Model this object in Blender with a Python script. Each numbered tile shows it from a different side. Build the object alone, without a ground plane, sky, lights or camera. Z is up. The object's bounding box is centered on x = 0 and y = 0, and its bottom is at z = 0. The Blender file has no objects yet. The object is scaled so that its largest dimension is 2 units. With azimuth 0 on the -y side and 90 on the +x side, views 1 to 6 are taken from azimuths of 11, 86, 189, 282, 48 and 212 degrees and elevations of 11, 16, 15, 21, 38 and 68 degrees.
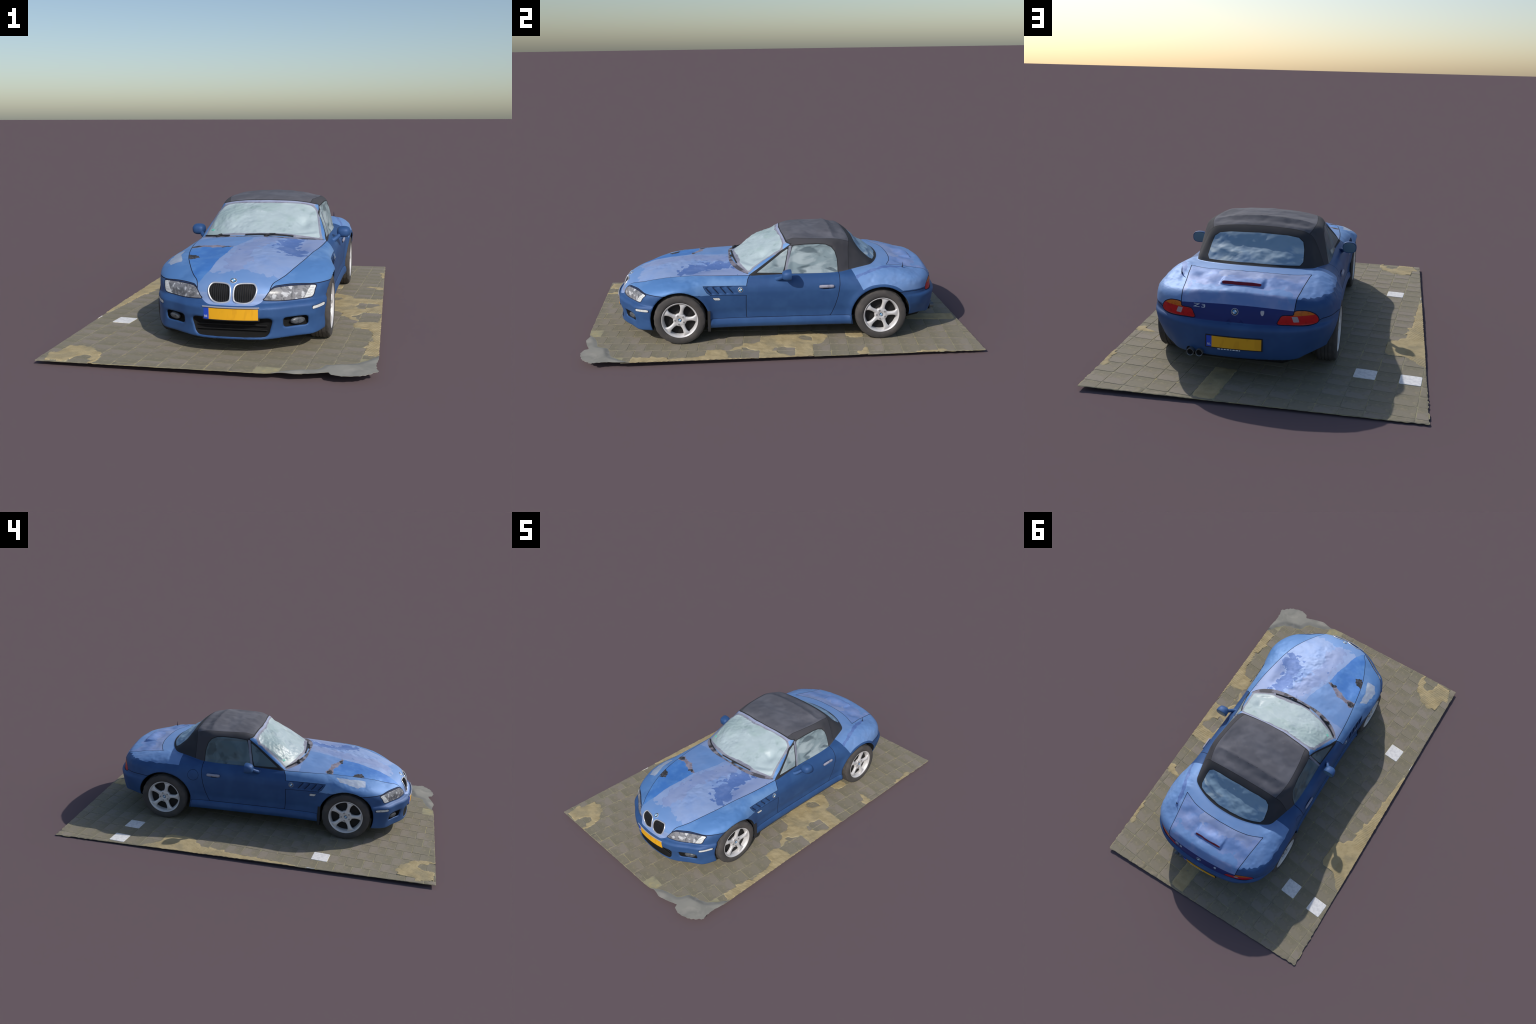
# ---------------------------------------------------------------- numeric helpers
import numpy as np

def curve(*pts):
    """Monotone cubic (PCHIP) interpolation through control points (x, y)."""
    p = np.array(pts, float)
    x, y = p[:, 0], p[:, 1]
    h = np.diff(x); d = np.diff(y) / h
    m = np.zeros(len(x))
    for i in range(1, len(x) - 1):
        if d[i - 1] * d[i] > 0:
            w1, w2 = 2 * h[i] + h[i - 1], h[i] + 2 * h[i - 1]
            m[i] = (w1 + w2) / (w1 / d[i - 1] + w2 / d[i])
    m[0], m[-1] = d[0], d[-1]
    def f(q):
        q = np.asarray(q, float)
        k = np.clip(np.searchsorted(x, q) - 1, 0, len(h) - 1)
        t = (q - x[k]) / h[k]
        tc = np.clip(t, 0, 1)
        v = ((1 + 2 * tc) * (1 - tc) ** 2 * y[k] + tc * (1 - tc) ** 2 * h[k] * m[k]
             + tc * tc * (3 - 2 * tc) * y[k + 1] + tc * tc * (tc - 1) * h[k] * m[k + 1])
        return v + np.where(t < 0, t * h[k] * m[0], 0) + np.where(t > 1, (t - 1) * h[k] * m[-1], 0)
    span = x[-1] - x[0]
    qx = np.linspace(x[0] - span, x[-1] + span, 6001); qy = f(qx)      # dense table: fast look-up
    return lambda q: np.interp(q, qx, qy)

def smax(a, b, k):
    h = np.maximum(k - np.abs(a - b), 0) / k
    return np.maximum(a, b) + h * h * k * .25
def smin(a, b, k): return -smax(-a, -b, k)
def sstep(a, b, x):
    t = np.clip((x - a) / (b - a), 0, 1); return t * t * (3 - 2 * t)

# ---------------------------------------------------------------- car body shape
# car frame: X across (0 on the centre plane), Y along (nose at -Y), H above the ground
YF, YR = -.512, .512            # axles
AXH = .130                      # axle height
TYRE_R = .131

nose = curve((.04,-.79),(.058,-.825),(.075,-.838),(.10,-.838),(.13,-.842),(.16,-.848),(.185,-.848),(.197,-.838),(.205,-.822),(.235,-.815),(.265,-.803),(.285,-.785),(.31,-.75),(.36,-.64))
tail = curve((.06,.77),(.08,.80),(.10,.826),(.14,.838),(.19,.845),(.215,.848),(.226,.843),(.236,.829),(.26,.827),(.285,.823),(.305,.815),(.33,.80),(.38,.77))
plan_front = curve((0,0),(.0837,.10),(.173,.17),(.274,.239),(.339,.299),(.4135,.336),(.48,.37),(.7,.5),(1.4,.9))
plan_rear = curve((0,0),(.09,.12),(.158,.2),(.2236,.258),(.30,.31),(.374,.346),(.447,.375),(.7,.5),(1.4,.9))
side = curve((-.85,.345),(-.66,.347),(-.60,.350),(-.512,.355),(-.42,.347),(-.35,.340),(-.17,.336),(0,.338),(.2,.342),(.34,.347),(.43,.358),(.512,.366),(.6,.365),(.7,.358),(.85,.35))
section = curve((.03,-.12),(.058,-.07),(.070,-.028),(.080,-.006),(.092,.0),(.10,.002),(.118,-.002),(.13,-.008),(.15,-.008),(.19,-.003),(.23,.0),(.262,.001),(.285,-.002),(.30,-.007),(.32,-.019),(.335,-.031),(.352,-.05),(.38,-.09),(.45,-.2),(.6,-.45))
top = curve((-.86,.235),(-.82,.262),(-.795,.276),(-.77,.288),(-.72,.308),(-.65,.330),(-.55,.347),(-.45,.358),(-.35,.365),(-.25,.370),(-.15,.372),(0,.36),(.3,.36),(.45,.372),(.52,.376),(.6,.371),(.65,.364),(.69,.356),(.72,.351),(.75,.348),(.775,.3425),(.795,.329),(.815,.306),(.83,.28),(.87,.2))
cross = curve((-.85,.07),(-.75,.058),(-.6,.040),(-.4,.034),(-.2,.028),(0,.02),(.3,.018),(.5,.020),(.65,.026),(.8,.040))

floor = curve((-.86,.060),(-.70,.060),(-.62,.068),(-.45,.068),(.45,.068),(.62,.095),(.72,.095),(.80,.084),(.86,.082))

def underside(X, Y):
    a = np.abs(X)
    return floor(Y) + .020 * sstep(.17, .31, a) * sstep(.58, .66, Y) + .008 * sstep(.10, .2, a) * sstep(-.62, -.70, Y)

def half_width(Y, H):
    w = side(Y) + section(H)
    for yc, a in ((YF, .007), (YR, .006)):
        r = np.hypot(Y - yc, H - AXH)
        w = w + a * np.exp(-((r - .152) / .022) ** 2) * sstep(.05, .14, H)
    df = Y - nose(H); dr = tail(H) - Y
    pf = np.where(df > 0, plan_front(np.sqrt(np.maximum(df, 0))), df * 6)
    pr = np.where(dr > 0, plan_rear(np.sqrt(np.maximum(dr, 0))), dr * 6)
    pr = pr * (1 + .018 * sstep(.19, .23, H) - .085 * sstep(.20, .11, H) * sstep(.02, .07, dr))
    return smin(smin(w, pf, .03), pr, .03)

def top_height(X, Y):
    a = np.abs(X)
    wrap = .10 * (a / .3) ** 2 * sstep(-.45, -.75, Y) * .35
    t = top(Y - wrap) - cross(Y) * (a / .3) ** 2 - .012 * X * sstep(-.5, -.75, Y)
    t = t - .014 * np.exp(-((Y + .222 - .09 * (a / .28) ** 2) / .018) ** 2) * sstep(.29, .26, a)   # cowl trough
    # fender crowns above the wheels
    t = t + .006 * np.exp(-((a - .27) / .05) ** 2) * np.exp(-((Y - YF) / .14) ** 2)
    t = t + .006 * np.exp(-((a - .28) / .05) ** 2) * np.exp(-((Y - YR) / .12) ** 2)
    # brake light pod on the boot lid
    t = t + .013 * sstep(.090, .074, a) * sstep(.64, .71, Y) * sstep(.730, .719, Y)
    return t

# greenhouse: windscreen, fabric roof, rear window
gh_low = curve((-.2,.30),(-.1,.296),(.02,.289),(.2,.292),(.3,.288),(.356,.277),(.44,.262),(.51,.247),(.56,.22))
gh_high = curve((-.2,.23),(0,.230),(.06,.241),(.15,.253),(.264,.261),(.32,.242),(.362,.220),(.41,.20),(.56,.15))
roof = curve((-.3,.44),(-.05,.482),(.015,.507),(.05,.517),(.1,.524),(.16,.527),(.25,.527),(.3,.523),(.345,.513),(.37,.505),(.5,.45))
roof_cross = curve((-.1,.020),(.05,.024),(.2,.026),(.362,.026),(.5,.03))
WS_SLOPE = 1.49

def gh_width(Y, H):
    t = (H - .338) / (.472 - .338)
    return gh_low(Y) + (gh_high(Y) - gh_low(Y)) * (t + .25 * np.clip(t,0,1.3) * (t - 1) * 1.0)

def screen_y(X, H):
    w = .288 - .05 * np.clip((H - .35) / .134, -.5, 1.5)
    return -.240 + .06 * np.clip((H - .372) / .134, 0, 1) + 1.46 * (H - .372) + (.125 - .065 * np.clip((H - .36) / .124, 0, 1)) * (X / w) ** 2

rear_line = curve((.30,.60),(.372,.547),(.40,.506),(.43,.462),(.472,.410),(.503,.372),(.56,.30))
rear_bow = curve((.30,.075),(.377,.052),(.43,.036),(.472,.020),(.51,.012),(.56,.01))

def rear_y(X, H):
    return rear_line(H) - rear_bow(H) * (np.abs(X) / .2) ** 2.2

_slice = {}
def side_terms(Y, H, e=.002):
    key = (id(Y), id(H))
    if _slice.get('key') != key:
        W0 = half_width(Y, H)
        Wy = (half_width(Y + e, H) - W0) / e; Wh = (half_width(Y, H + e) - W0) / e
        _slice.update(key=key, keep=(Y, H), val=(W0, 1 / np.sqrt(1 + Wy * Wy + Wh * Wh)))
    return _slice['val']

def f_body(X, Y, H, e=.002):
    W0, wn = side_terms(Y, H)
    T0 = top_height(X, Y); Tx = (top_height(X + e, Y) - T0) / e; Ty = (top_height(X, Y + e) - T0) / e
    f = smax((np.abs(X) - W0) * wn, (H - T0) / np.sqrt(1 + Tx * Tx + Ty * Ty), .022)
    return smax(f, underside(X, Y) - H, .010)

def f_green(X, Y, H):
    a = np.abs(X)
    fs = (a - gh_width(Y, H)) / 1.08
    fw = (screen_y(X, H) - Y) / np.sqrt(1 + WS_SLOPE ** 2)
    fr = (H - roof(Y) + roof_cross(Y) * (a / .24) ** 2.6) / 1.05
    fb = (Y - rear_y(X, H)) / 1.45
    f = smax(fs, fr, .028)
    f = smax(f, fb, .014)
    return smax(smax(f, fw, .012), .33 - H, .004)

def rbox(X, Y, H, c, s, r):
    q = [np.abs(v - cc) - ss + r for v, cc, ss in zip((X, Y, H), c, s)]
    return np.sqrt(sum(np.maximum(v, 0) ** 2 for v in q)) + np.minimum(np.maximum.reduce(q), 0) - r

def car_field(X, Y, H):
    a = np.abs(X)
    f = smin(f_body(X, Y, H), f_green(X, Y, H), .006)
    for yc in (YF, YR):                                   # wheel wells
        r = np.hypot(Y - yc, H - AXH)
        f = smax(f, np.minimum((.147 if yc < 0 else .150) - r, a - .19), .003)
    f = smax(f, -rbox(a, Y, H, (0, -.85, .113), (.160 - .25 * np.clip(.14 - H, 0, .06), .045, .037), .022), .008)      # lower air intake
    f = smax(f, -rbox(a, Y - (a - .238) * .62, H, (.236, -.772, .130), (.044, .026, .0195), .012), .005)  # fog lamp recess
    return f

def surface_nets(fn, lo, hi, h):
    nx = int(round(hi[0] / h))
    ax = [np.arange(-nx, nx + 1) * h] + [np.arange(lo[i], hi[i] + h, h) for i in (1, 2)]
    lo = (ax[0][0], lo[1], lo[2])
    G = np.empty([len(a) for a in ax], np.float32)
    Yg, Hg = np.meshgrid(ax[1], ax[2], indexing='ij')
    for i in range(nx, 2 * nx + 1):                       # left and right are alike
        G[i] = fn(np.full_like(Yg, ax[0][i]), Yg, Hg)
        G[2 * nx - i] = G[i]
    S = G < 0
    n = [len(a) - 1 for a in ax]
    c = np.zeros(n, np.int8)
    for dx in (0, 1):
        for dy in (0, 1):
            for dz in (0, 1):
                c += S[dx:dx + n[0], dy:dy + n[1], dz:dz + n[2]]
    act = (c > 0) & (c < 8)
    idx = -np.ones(n, np.int64); I = np.argwhere(act); idx[act] = np.arange(len(I))
    acc = np.zeros((len(I), 3)); cnt = np.zeros(len(I))
    corners = [(0,0,0),(1,0,0),(0,1,0),(1,1,0),(0,0,1),(1,0,1),(0,1,1),(1,1,1)]
    for a in range(8):
        for b in range(a + 1, 8):
            A, B = np.array(corners[a]), np.array(corners[b])
            if np.abs(A - B).sum() != 1: continue
            ga = G[tuple((I + A).T)]; gb = G[tuple((I + B).T)]
            m = (ga < 0) != (gb < 0)
            t = np.where(m, ga / np.where(m, ga - gb, 1), 0)
            acc += np.where(m[:, None], A + t[:, None] * (B - A), 0); cnt += m
    V = np.array(lo) + (I + acc / cnt[:, None]) * h
    quads = []
    for d in range(3):
        u, v = (d + 1) % 3, (d + 2) % 3
        s0 = [slice(0, -1)] * 3; s1 = [slice(0, -1)] * 3
        s0[d] = slice(0, -1); s1[d] = slice(1, None)
        A = S[tuple(slice(0, G.shape[k] - 1) for k in range(3))]
        sh = [slice(0, G.shape[k] - 1) for k in range(3)]; sh[d] = slice(1, G.shape[d])
        B = S[tuple(sh)]
        for flip, m in ((0, A & ~B), (1, ~A & B)):
            E = np.argwhere(m); E = E[(E[:, u] > 0) & (E[:, v] > 0)]
            du = np.zeros(3, int); du[u] = 1; dv = np.zeros(3, int); dv[v] = 1
            q = np.stack([idx[tuple((E - du - dv).T)], idx[tuple((E - dv).T)], idx[tuple(E.T)], idx[tuple((E - du).T)]], 1)
            quads.append(q[:, ::-1] if flip else q)
    return V, np.concatenate(quads)

def project(fn, V, it=2, e=.0006, lim=.003):
    V = V.copy()
    for _ in range(it):
        f = fn(*V.T)
        g = np.stack([(fn(*(V + d).T) - f) / e for d in np.eye(3) * e], 1)
        V -= np.clip((f / np.maximum((g * g).sum(1), .3))[:, None] * g, -lim, lim)
    return V

def quads_to_tris(V, Q):
    d1 = np.linalg.norm(V[Q[:, 0]] - V[Q[:, 2]], axis=1); d2 = np.linalg.norm(V[Q[:, 1]] - V[Q[:, 3]], axis=1)
    a = d1 <= d2
    return np.concatenate([Q[a][:, [0,1,2]], Q[a][:, [0,2,3]], Q[~a][:, [0,1,3]], Q[~a][:, [1,2,3]]])
# ---------------------------------------------------------------- noise, outlines, mesh cutting
def vnoise(P, scale, seed=0):
    """Smooth 3D value noise in -1..1."""
    p = np.asarray(P) / scale
    i = np.floor(p).astype(np.int64); f = p - i; f = f * f * (3 - 2 * f)
    out = 0
    for dx in (0, 1):
        for dy in (0, 1):
            for dz in (0, 1):
                h = (i[:, 0] + dx) * 374761393 + (i[:, 1] + dy) * 668265263 + (i[:, 2] + dz) * 2147483647 + seed * 974711
                h = (h ^ (h >> 13)) * 1274126177 & 0x7fffffff
                h = ((h ^ (h >> 16)) & 0xffff) / 32767.5 - 1
                w = (f[:, 0] if dx else 1 - f[:, 0]) * (f[:, 1] if dy else 1 - f[:, 1]) * (f[:, 2] if dz else 1 - f[:, 2])
                out = out + h * w
    return out

def fbm(P, scale, seed=0, octaves=3):
    return sum(vnoise(P, scale / 2 ** k, seed + k) / 2 ** k for k in range(octaves))

def rounded(pts, n=6):
    """Closed Catmull-Rom outline through control points."""
    p = np.array(pts, float); k = len(p); out = []
    for i in range(k):
        a, b, c, d = p[i - 1], p[i], p[(i + 1) % k], p[(i + 2) % k]
        for t in np.arange(n) / n:
            out.append(.5 * (2 * b + (c - a) * t + (2 * a - 5 * b + 4 * c - d) * t * t + (3 * b - a - 3 * c + d) * t ** 3))
    return np.array(out)

def outline_sd(u, v, poly, limit=.03):
    """Signed distance to a closed outline, negative inside."""
    poly = np.asarray(poly, float)
    res = np.full(len(u), limit)
    lo, hi = poly.min(0) - limit, poly.max(0) + limit
    m = (u > lo[0]) & (u < hi[0]) & (v > lo[1]) & (v < hi[1])
    p = np.stack([u[m], v[m]], 1)
    d = np.full(len(p), 1e9); inside = np.zeros(len(p), bool)
    for a, b in zip(poly, np.roll(poly, -1, 0)):
        ab = b - a; ap = p - a
        t = np.clip((ap @ ab) / max(ab @ ab, 1e-12), 0, 1)
        d = np.minimum(d, np.hypot(*(ap - t[:, None] * ab).T))
        c = (a[1] > p[:, 1]) != (b[1] > p[:, 1])
        inside ^= c & (p[:, 0] < (b[0] - a[0]) * (p[:, 1] - a[1]) / (b[1] - a[1] if b[1] != a[1] else 1e-12) + a[0])
    res[m] = np.where(inside, -d, d)
    return res

class Skin:
    """Triangle skin that can be cut along the zero line of a scalar field."""
    def __init__(self, V, T):
        self.V, self.T = V, T
        self.kinds = ['body']; self.lab = np.zeros(len(T), int)
    def kind(self, name):
        if name not in self.kinds: self.kinds.append(name)
        return self.kinds.index(name)
    def centres(self): return self.V[self.T].mean(1)
    def cut(self, fn):
        """Split every triangle crossed by fn = 0; returns which triangles lie at fn < 0."""
        f = fn(self.V)
        f = np.where(np.abs(f) < 2e-5, 2e-5, f)
        s = f < 0
        T, lab = self.T, self.lab
        ts = s[T]; n = ts.sum(1); m = (n == 1) | (n == 2)
        keep = ~m
        if not m.any(): return ts[:, 0]
        tri = T[m]; sg = ts[m]; nn = n[m]; l = lab[m]
        lone = np.where(nn == 1, np.argmax(sg, 1), np.argmin(sg, 1))
        r = np.arange(len(tri))
        A, B, C = tri[r, lone], tri[r, (lone + 1) % 3], tri[r, (lone + 2) % 3]
        e = np.concatenate([np.stack([A, B], 1), np.stack([A, C], 1)]); e.sort(1)
        ue, inv = np.unique(e, axis=0, return_inverse=True); inv = inv.ravel()
        t = f[ue[:, 0]] / (f[ue[:, 0]] - f[ue[:, 1]])
        nv = self.V[ue[:, 0]] + t[:, None] * (self.V[ue[:, 1]] - self.V[ue[:, 0]])
        base = len(self.V)
        AB, AC = base + inv[:len(tri)], base + inv[len(tri):]
        self.V = np.concatenate([self.V, nv])
        self.T = np.concatenate([T[keep], np.stack([A, AB, AC], 1), np.stack([AB, B, C], 1), np.stack([AB, C, AC], 1)])
        self.lab = np.concatenate([lab[keep], l, l, l])
        return np.concatenate([ts[keep][:, 0], nn == 1, nn == 2, nn == 2])
    def mark(self, fn, name, among=None, gap=0, gap_name='panel_gap'):
        """Cut out fn < 0 as its own piece; with gap, leave a sunken dark joint of that half width around it."""
        if gap:
            among_ids = None if among is None else [self.kind(a) for a in among]
            ok = np.ones(len(self.T), bool) if among is None else np.isin(self.lab, among_ids)
            outer = self.cut(lambda P: fn(P) - gap)
            ok = np.ones(len(self.T), bool) if among is None else np.isin(self.lab, among_ids)
            self.lab = np.where(outer & ok, self.kind(gap_name), self.lab)
            self.cut(fn)
            inner = self.cut(lambda P: fn(P) + gap)
            self.lab = np.where(inner & (self.lab == self.kind(gap_name)) , self.kind(name), self.lab)
        else:
            inner = self.cut(fn)
            ok = np.ones(len(self.T), bool) if among is None else np.isin(self.lab, [self.kind(a) for a in among])
            self.lab = np.where(inner & ok, self.kind(name), self.lab)
    def line(self, fn, width, name, among):
        """A narrow strip |fn| < width."""
        self.mark(lambda P: np.abs(fn(P)) - width, name, among)
    def normals(self):
        n = np.cross(self.V[self.T[:, 1]] - self.V[self.T[:, 0]], self.V[self.T[:, 2]] - self.V[self.T[:, 0]])
        N = np.zeros_like(self.V)
        for k in range(3): np.add.at(N, self.T[:, k], n)
        return N / np.maximum(np.linalg.norm(N, axis=1), 1e-12)[:, None]

# ---------------------------------------------------------------- scene helpers
import bpy, math, random
from mathutils import Vector, Matrix

def srgb(r, g, b):
    f = lambda c: (c / 255 / 12.92) if c / 255 <= .04045 else ((c / 255 + .055) / 1.055) ** 2.4
    return (f(r), f(g), f(b), 1)

class Mat:
    """Small node-graph builder around a Principled BSDF."""
    def __init__(self, name, color=(128, 128, 128), rough=.5, metal=0, **inputs):
        self.m = bpy.data.materials.new(name); self.m.use_nodes = True
        self.nt = self.m.node_tree; self.b = self.nt.nodes['Principled BSDF']
        self.b.inputs['Base Color'].default_value = srgb(*color)
        self.b.inputs['Roughness'].default_value = rough
        self.b.inputs['Metallic'].default_value = metal
        for k, v in inputs.items(): self.b.inputs[k.replace('_', ' ')].default_value = v
        self.col = None; self.base = color
    def n(self, kind, **kw):
        nd = self.nt.nodes.new('ShaderNode' + kind)
        for k, v in kw.items(): setattr(nd, k, v)
        return nd
    def link(self, a, b): self.nt.links.new(a, b)
    def coord(self, scale=(1, 1, 1)):
        t = self.n('TexCoord'); mp = self.n('Mapping'); mp.inputs['Scale'].default_value = scale
        self.link(t.outputs['Object'], mp.inputs['Vector']); return mp.outputs['Vector']
    def noise(self, scale, detail=3, stretch=(1, 1, 1), rough=.5, dist=0):
        nz = self.n('TexNoise'); nz.inputs['Scale'].default_value = scale; nz.inputs['Detail'].default_value = detail
        nz.inputs['Roughness'].default_value = rough; nz.inputs['Distortion'].default_value = dist
        self.link(self.coord(stretch), nz.inputs['Vector']); return nz.outputs['Fac']
    def ramp(self, fac, lo, hi):
        r = self.n('MapRange'); r.interpolation_type = 'SMOOTHSTEP'
        r.inputs['From Min'].default_value = lo; r.inputs['From Max'].default_value = hi
        self.link(fac, r.inputs['Value']); return r.outputs['Result']
    def tint(self, fac, color, amount=1):
        """Mix another colour in where fac is 1."""
        mx = self.n('Mix', data_type='RGBA')
        if self.col is None: mx.inputs[6].default_value = srgb(*self.base)
        else: self.link(self.col, mx.inputs[6])
        mx.inputs[7].default_value = srgb(*color)
        if amount != 1:
            mu = self.n('Math', operation='MULTIPLY'); mu.inputs[1].default_value = amount
            self.link(fac, mu.inputs[0]); fac = mu.outputs[0]
        self.link(fac, mx.inputs[0]); self.col = mx.outputs[2]
        self.link(self.col, self.b.inputs['Base Color']); return self
    def blotch(self, scale, lo, hi, color, amount=1, **kw):
        return self.tint(self.ramp(self.noise(scale, **kw), lo, hi), color, amount)
    def bump(self, scale, strength=.3, dist=.002, **kw):
        bp = self.n('Bump'); bp.inputs['Strength'].default_value = strength; bp.inputs['Distance'].default_value = dist
        self.link(self.noise(scale, **kw), bp.inputs['Height']); self.link(bp.outputs['Normal'], self.b.inputs['Normal']); return self

def mesh_object(name, V, F, mats, parent, mat_ids=None, smooth=True, normals=None, kind=None):
    me = bpy.data.meshes.new(name)
    V = np.asarray(V, float)
    if isinstance(F, np.ndarray) and F.ndim == 2:
        k = F.shape[1]
        me.vertices.add(len(V)); me.vertices.foreach_set('co', V.ravel())
        me.loops.add(F.size); me.loops.foreach_set('vertex_index', F.ravel().astype(np.int32))
        me.polygons.add(len(F)); me.polygons.foreach_set('loop_start', np.arange(0, F.size, k, dtype=np.int32))
        me.update(calc_edges=True); me.validate()
    else:
        me.from_pydata([tuple(v) for v in V], [], [tuple(int(i) for i in f) for f in F])
    for m in (mats if isinstance(mats, (list, tuple)) else [mats]): me.materials.append(m.m)
    if mat_ids is not None and len(mat_ids) == len(me.polygons): me.polygons.foreach_set('material_index', np.asarray(mat_ids, np.int32))
    me.polygons.foreach_set('use_smooth', [bool(smooth)] * len(me.polygons))
    if normals is not None and len(normals) == len(me.vertices):
        me.normals_split_custom_set_from_vertices([tuple(n) for n in normals])
    elif smooth and smooth is not True:
        me.set_sharp_from_angle(angle=math.radians(smooth))
    o = bpy.data.objects.new(name, me); bpy.context.collection.objects.link(o)
    if parent is not None: o.parent = parent
    if kind: o['kind'] = kind
    return o

def empty(name, parent=None):
    o = bpy.data.objects.new(name, None); bpy.context.collection.objects.link(o)
    if parent is not None: o.parent = parent
    return o

def join(*parts):
    """Concatenate (V, F) pieces."""
    VV, FF, n = [], [], 0
    for V, F in parts:
        VV.append(np.asarray(V, float)); FF += [tuple(i + n for i in f) for f in F]; n += len(V)
    return np.concatenate(VV), FF

def lathe(profile, n=64, axis=0):
    """Revolve (offset along axis, radius) profile."""
    P = np.array(profile, float); a = np.arange(n) * 2 * np.pi / n
    V = np.stack([np.repeat(P[:, 0], n), np.outer(P[:, 1], np.cos(a)).ravel(), np.outer(P[:, 1], np.sin(a)).ravel()], 1)
    F = [(i * n + j, i * n + (j + 1) % n, (i + 1) * n + (j + 1) % n, (i + 1) * n + j) for i in range(len(P) - 1) for j in range(n)]
    return V, F

def tube(path, r, n=8, caps=True, flat=1.0, closed=False):
    """Sweep a round section (radius number or per-point list) along a path."""
    P = np.array(path, float); k = len(P); r = np.broadcast_to(np.asarray(r, float), (k,))
    d = np.roll(P, -1, 0) - np.roll(P, 1, 0) if closed else np.gradient(P, axis=0)
    d /= np.linalg.norm(d, axis=1)[:, None]
    up = np.array([0, 0, 1.]) if abs(d[:, 2]).mean() < .8 else np.array([0, 1., 0])
    u = np.cross(d, up); u /= np.linalg.norm(u, axis=1)[:, None]; v = np.cross(u, d)
    a = np.arange(n) * 2 * np.pi / n
    V = (P[:, None] + r[:, None, None] * (np.cos(a)[None, :, None] * u[:, None] + flat * np.sin(a)[None, :, None] * v[:, None])).reshape(-1, 3)
    m = k if closed else k - 1
    F = [(i * n + j, i * n + (j + 1) % n, ((i + 1) % k) * n + (j + 1) % n, ((i + 1) % k) * n + j) for i in range(m) for j in range(n)]
    if caps and not closed: F += [tuple(range(n))[::-1], tuple((k - 1) * n + j for j in range(n))]
    return V, F

def loft(rings):
    n = len(rings[0]); V = np.concatenate(rings)
    F = [(i * n + j, i * n + (j + 1) % n, (i + 1) * n + (j + 1) % n, (i + 1) * n + j) for i in range(len(rings) - 1) for j in range(n)]
    F += [tuple(range(n))[::-1], tuple((len(rings) - 1) * n + j for j in range(n))]
    return V, F

def box(c, s, bevel=.001):
    """Box with chamfered edges."""
    c, s = np.array(c, float), np.array(s, float) / 2; b = min(bevel, *(s * .9))
    x, y, z = s
    rings = []
    for zz, i in ((-z, b), (-z + b, 0), (z - b, 0), (z, b)):
        X, Y = x - i, y - i
        rings.append(np.array([(X - b, -Y, zz), (X, -Y + b, zz), (X, Y - b, zz), (X - b, Y, zz), (-X + b, Y, zz), (-X, Y - b, zz), (-X, -Y + b, zz), (-X + b, -Y, zz)]) + c)
    return loft(rings)

def prism(outline, y0, y1):
    """Extrude a 2D outline (u, w) along local y."""
    o = np.array(outline); n = len(o)
    return loft([np.stack([o[:, 0], np.full(n, y), o[:, 1]], 1) for y in (y0, y1)])

def xf(VF, M):
    V, F = VF; V = np.c_[V, np.ones(len(V))] @ np.array(M).T
    return V[:, :3], F

def frame(origin, normal, up=(0, 0, 1)):
    """Matrix with local x right, y up, z along normal."""
    n = Vector(normal).normalized(); x = Vector(up).cross(n).normalized(); y = n.cross(x)
    M = Matrix((x, y, n)).transposed().to_4x4(); M.translation = Vector(origin); return M

def hit(origin, direction, fn=None, far=.6):
    """First point of the car surface along a ray (car frame), with its normal."""
    fn = fn or car_field
    o, d = np.array(origin, float), np.array(direction, float); d /= np.linalg.norm(d)
    t = np.linspace(0, far, 400); f = fn(*(o + t[:, None] * d).T)
    i = int(np.argmax(f < 0)); lo, hi = t[max(i - 1, 0)], t[i]
    for _ in range(12):
        m = (lo + hi) / 2; P = (o + m * d)[:, None]
        if fn(*P)[0] < 0: hi = m
        else: lo = m
    p = o + lo * d; e = .003
    g = np.array([fn(*(p + q)[:, None])[0] - fn(*(p - q)[:, None])[0] for q in np.eye(3) * e])
    return p, g / np.linalg.norm(g)
# ---------------------------------------------------------------- materials
def paint(name, color, vary=None, amount=.5, scale=14, rough=.55, metal=.15):
    m = Mat(name, color, rough, metal, Specular_IOR_Level=.4)
    lo = tuple(int(c * .9) for c in color)
    m.blotch(scale, .40, .66, vary or lo, amount, detail=4, rough=.6)
    m.bump(60, .08, .002, detail=4)
    return m

def glassy(name, color, rough=.4):
    return Mat(name, color, rough, 0, Specular_IOR_Level=.4)

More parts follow.
